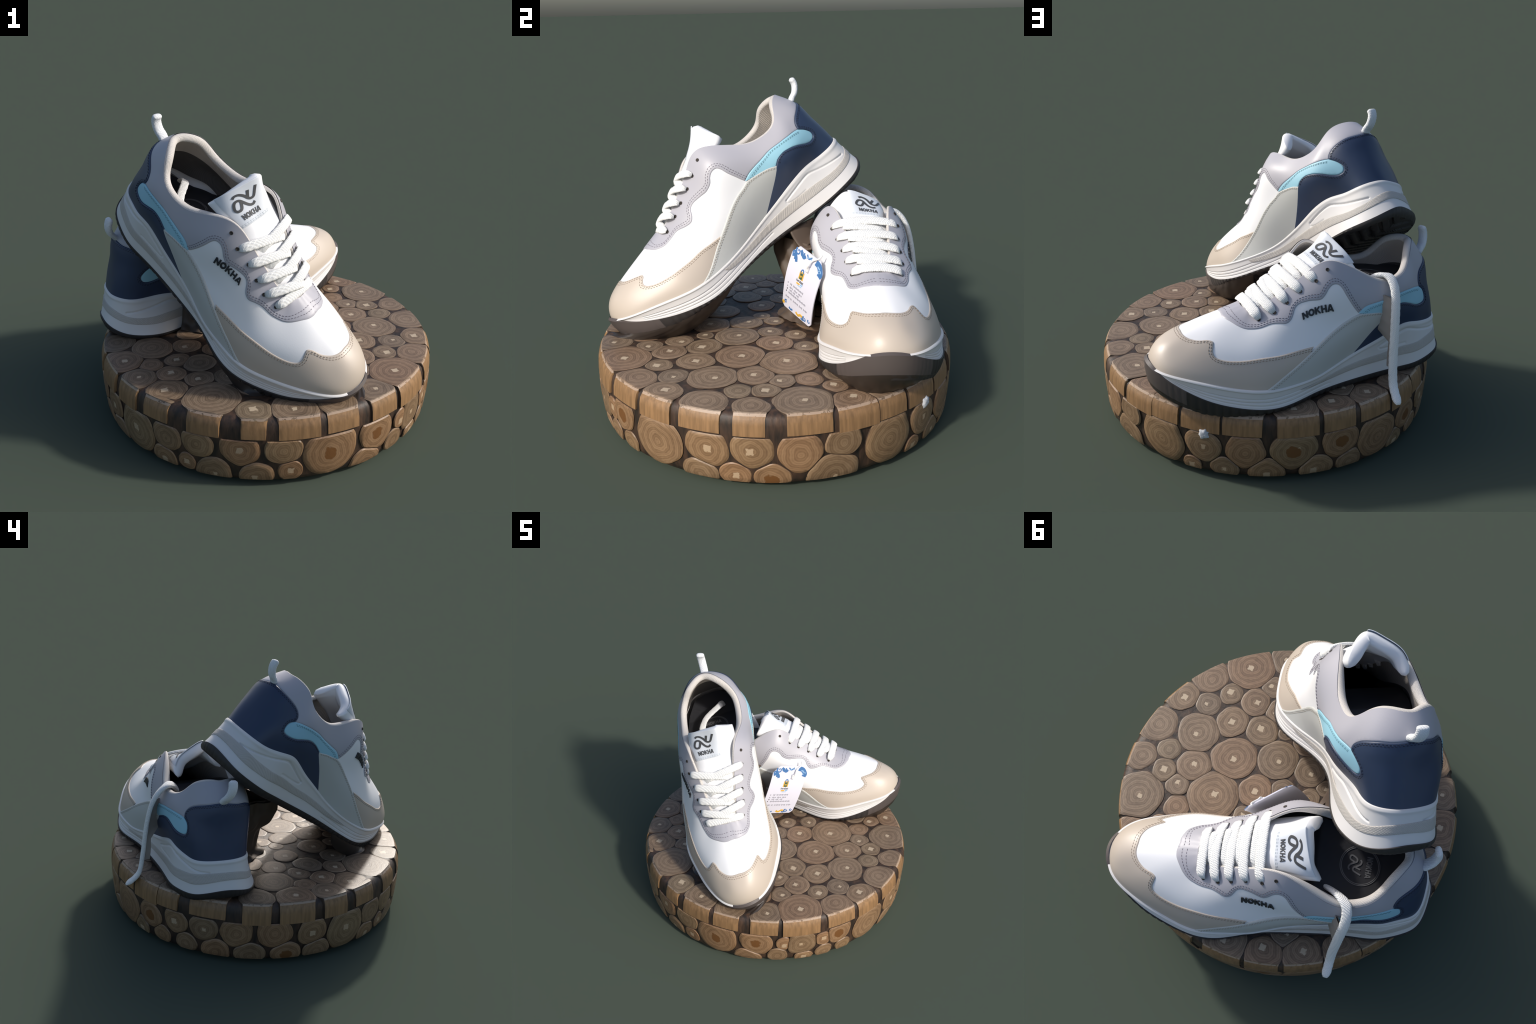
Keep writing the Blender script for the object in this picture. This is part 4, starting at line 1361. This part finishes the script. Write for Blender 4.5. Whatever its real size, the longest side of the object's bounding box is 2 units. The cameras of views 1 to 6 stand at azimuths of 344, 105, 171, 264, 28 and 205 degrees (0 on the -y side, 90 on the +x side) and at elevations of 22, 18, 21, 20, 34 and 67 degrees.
def build_bridge():
    """scan-fused webbing, added as a lumpy dark sheet between the stand, the lying shoe and the propped sole"""
    levels = [(.402, [(-.50, .13), (-.40, .06), (-.24, -.03), (-.13, .08), (-.06, .20)]), (.45, [(-.48, .17), (-.39, .11), (-.26, .03), (-.18, .09), (-.12, .21)]),
              (.58, [(-.47, .17), (-.40, .10), (-.295, .02), (-.22, .08), (-.17, .19)]), (.68, [(-.48, .15), (-.43, .06), (-.35, -.045), (-.26, .06), (-.20, .18)]),
              (.76, [(-.50, .15), (-.46, .05), (-.40, -.075), (-.31, .03), (-.24, .17)]), (.85, [(-.52, .15), (-.49, .05), (-.45, -.06), (-.35, .02), (-.26, .15)])]
    g = np.random.default_rng(4)
    rows = []
    for z, p in levels:
        q = catmull(p, 9)
        rows.append(np.c_[q, np.full(len(q), z)])
    R = np.stack(rows, 0)
    R = np.stack([catmull(R[:, j], 5) for j in range(R.shape[1])], 1)
    nz, nx = R.shape[:2]
    du = np.gradient(R, axis=1)
    N = np.cross(du, np.gradient(R, axis=0))
    N /= np.linalg.norm(N, axis=2, keepdims=True)
    wob = .012 * np.sin(np.arange(nx) * .9)[None, :] * np.sin(np.arange(nz) * .45 + 1)[:, None]
    f = R + N * (.012 + wob)[..., None]
    b = R - N * (.012 - wob)[..., None]
    V = np.vstack([f.reshape(-1, 3), b.reshape(-1, 3)])
    F = grid_faces(nz, nx)
    n0 = nz * nx
    faces = [tuple(x) for x in F] + [tuple(i + n0 for i in reversed(x)) for x in F]
    faces += [(i * nx, (i + 1) * nx, n0 + (i + 1) * nx, n0 + i * nx) for i in range(nz - 1)]
    faces += [(i * nx + nx - 1, n0 + i * nx + nx - 1, n0 + (i + 1) * nx + nx - 1, (i + 1) * nx + nx - 1) for i in range(nz - 1)]
    mk("scan_web_bridge", V, faces, M_BRIDGE, stand, fix=True)


def build_sheet():
    """sagging sheet of the same added scan webbing between the two shoes, above the tag"""
    a = catmull([(-.36, .16, .985), (-.31, .10, .96), (-.26, .04, .93)], 8)
    b = catmull([(-.44, .17, .87), (-.34, .19, .86), (-.22, .18, .84)], 8)
    n = min(len(a), len(b))
    rows = []
    for t in np.linspace(0, 1, 10):
        p = a[:n] * (1 - t) + b[:n] * t
        p[:, 2] -= .05 * math.sin(math.pi * t) * np.linspace(.4, 1, n)
        rows.append(p)
    R = np.stack(rows, 0)
    V = np.vstack([R.reshape(-1, 3), R.reshape(-1, 3) - np.array([0, 0, .014])])
    F = grid_faces(10, n)
    m = 10 * n
    faces = [tuple(x) for x in F] + [tuple(i + m for i in reversed(x)) for x in F]
    rim = list(range(n)) + [i * n + n - 1 for i in range(1, 10)] + [9 * n + j for j in range(n - 2, -1, -1)] + [i * n for i in range(8, 0, -1)]
    faces += [(rim[i], rim[(i + 1) % len(rim)], rim[(i + 1) % len(rim)] + m, rim[i] + m) for i in range(len(rim))]
    mk("scan_web_flap", V, faces, M_BRIDGE, stand, fix=True)


build_bridge()
build_sheet()

stand.location = (-.002, -.002, 0)
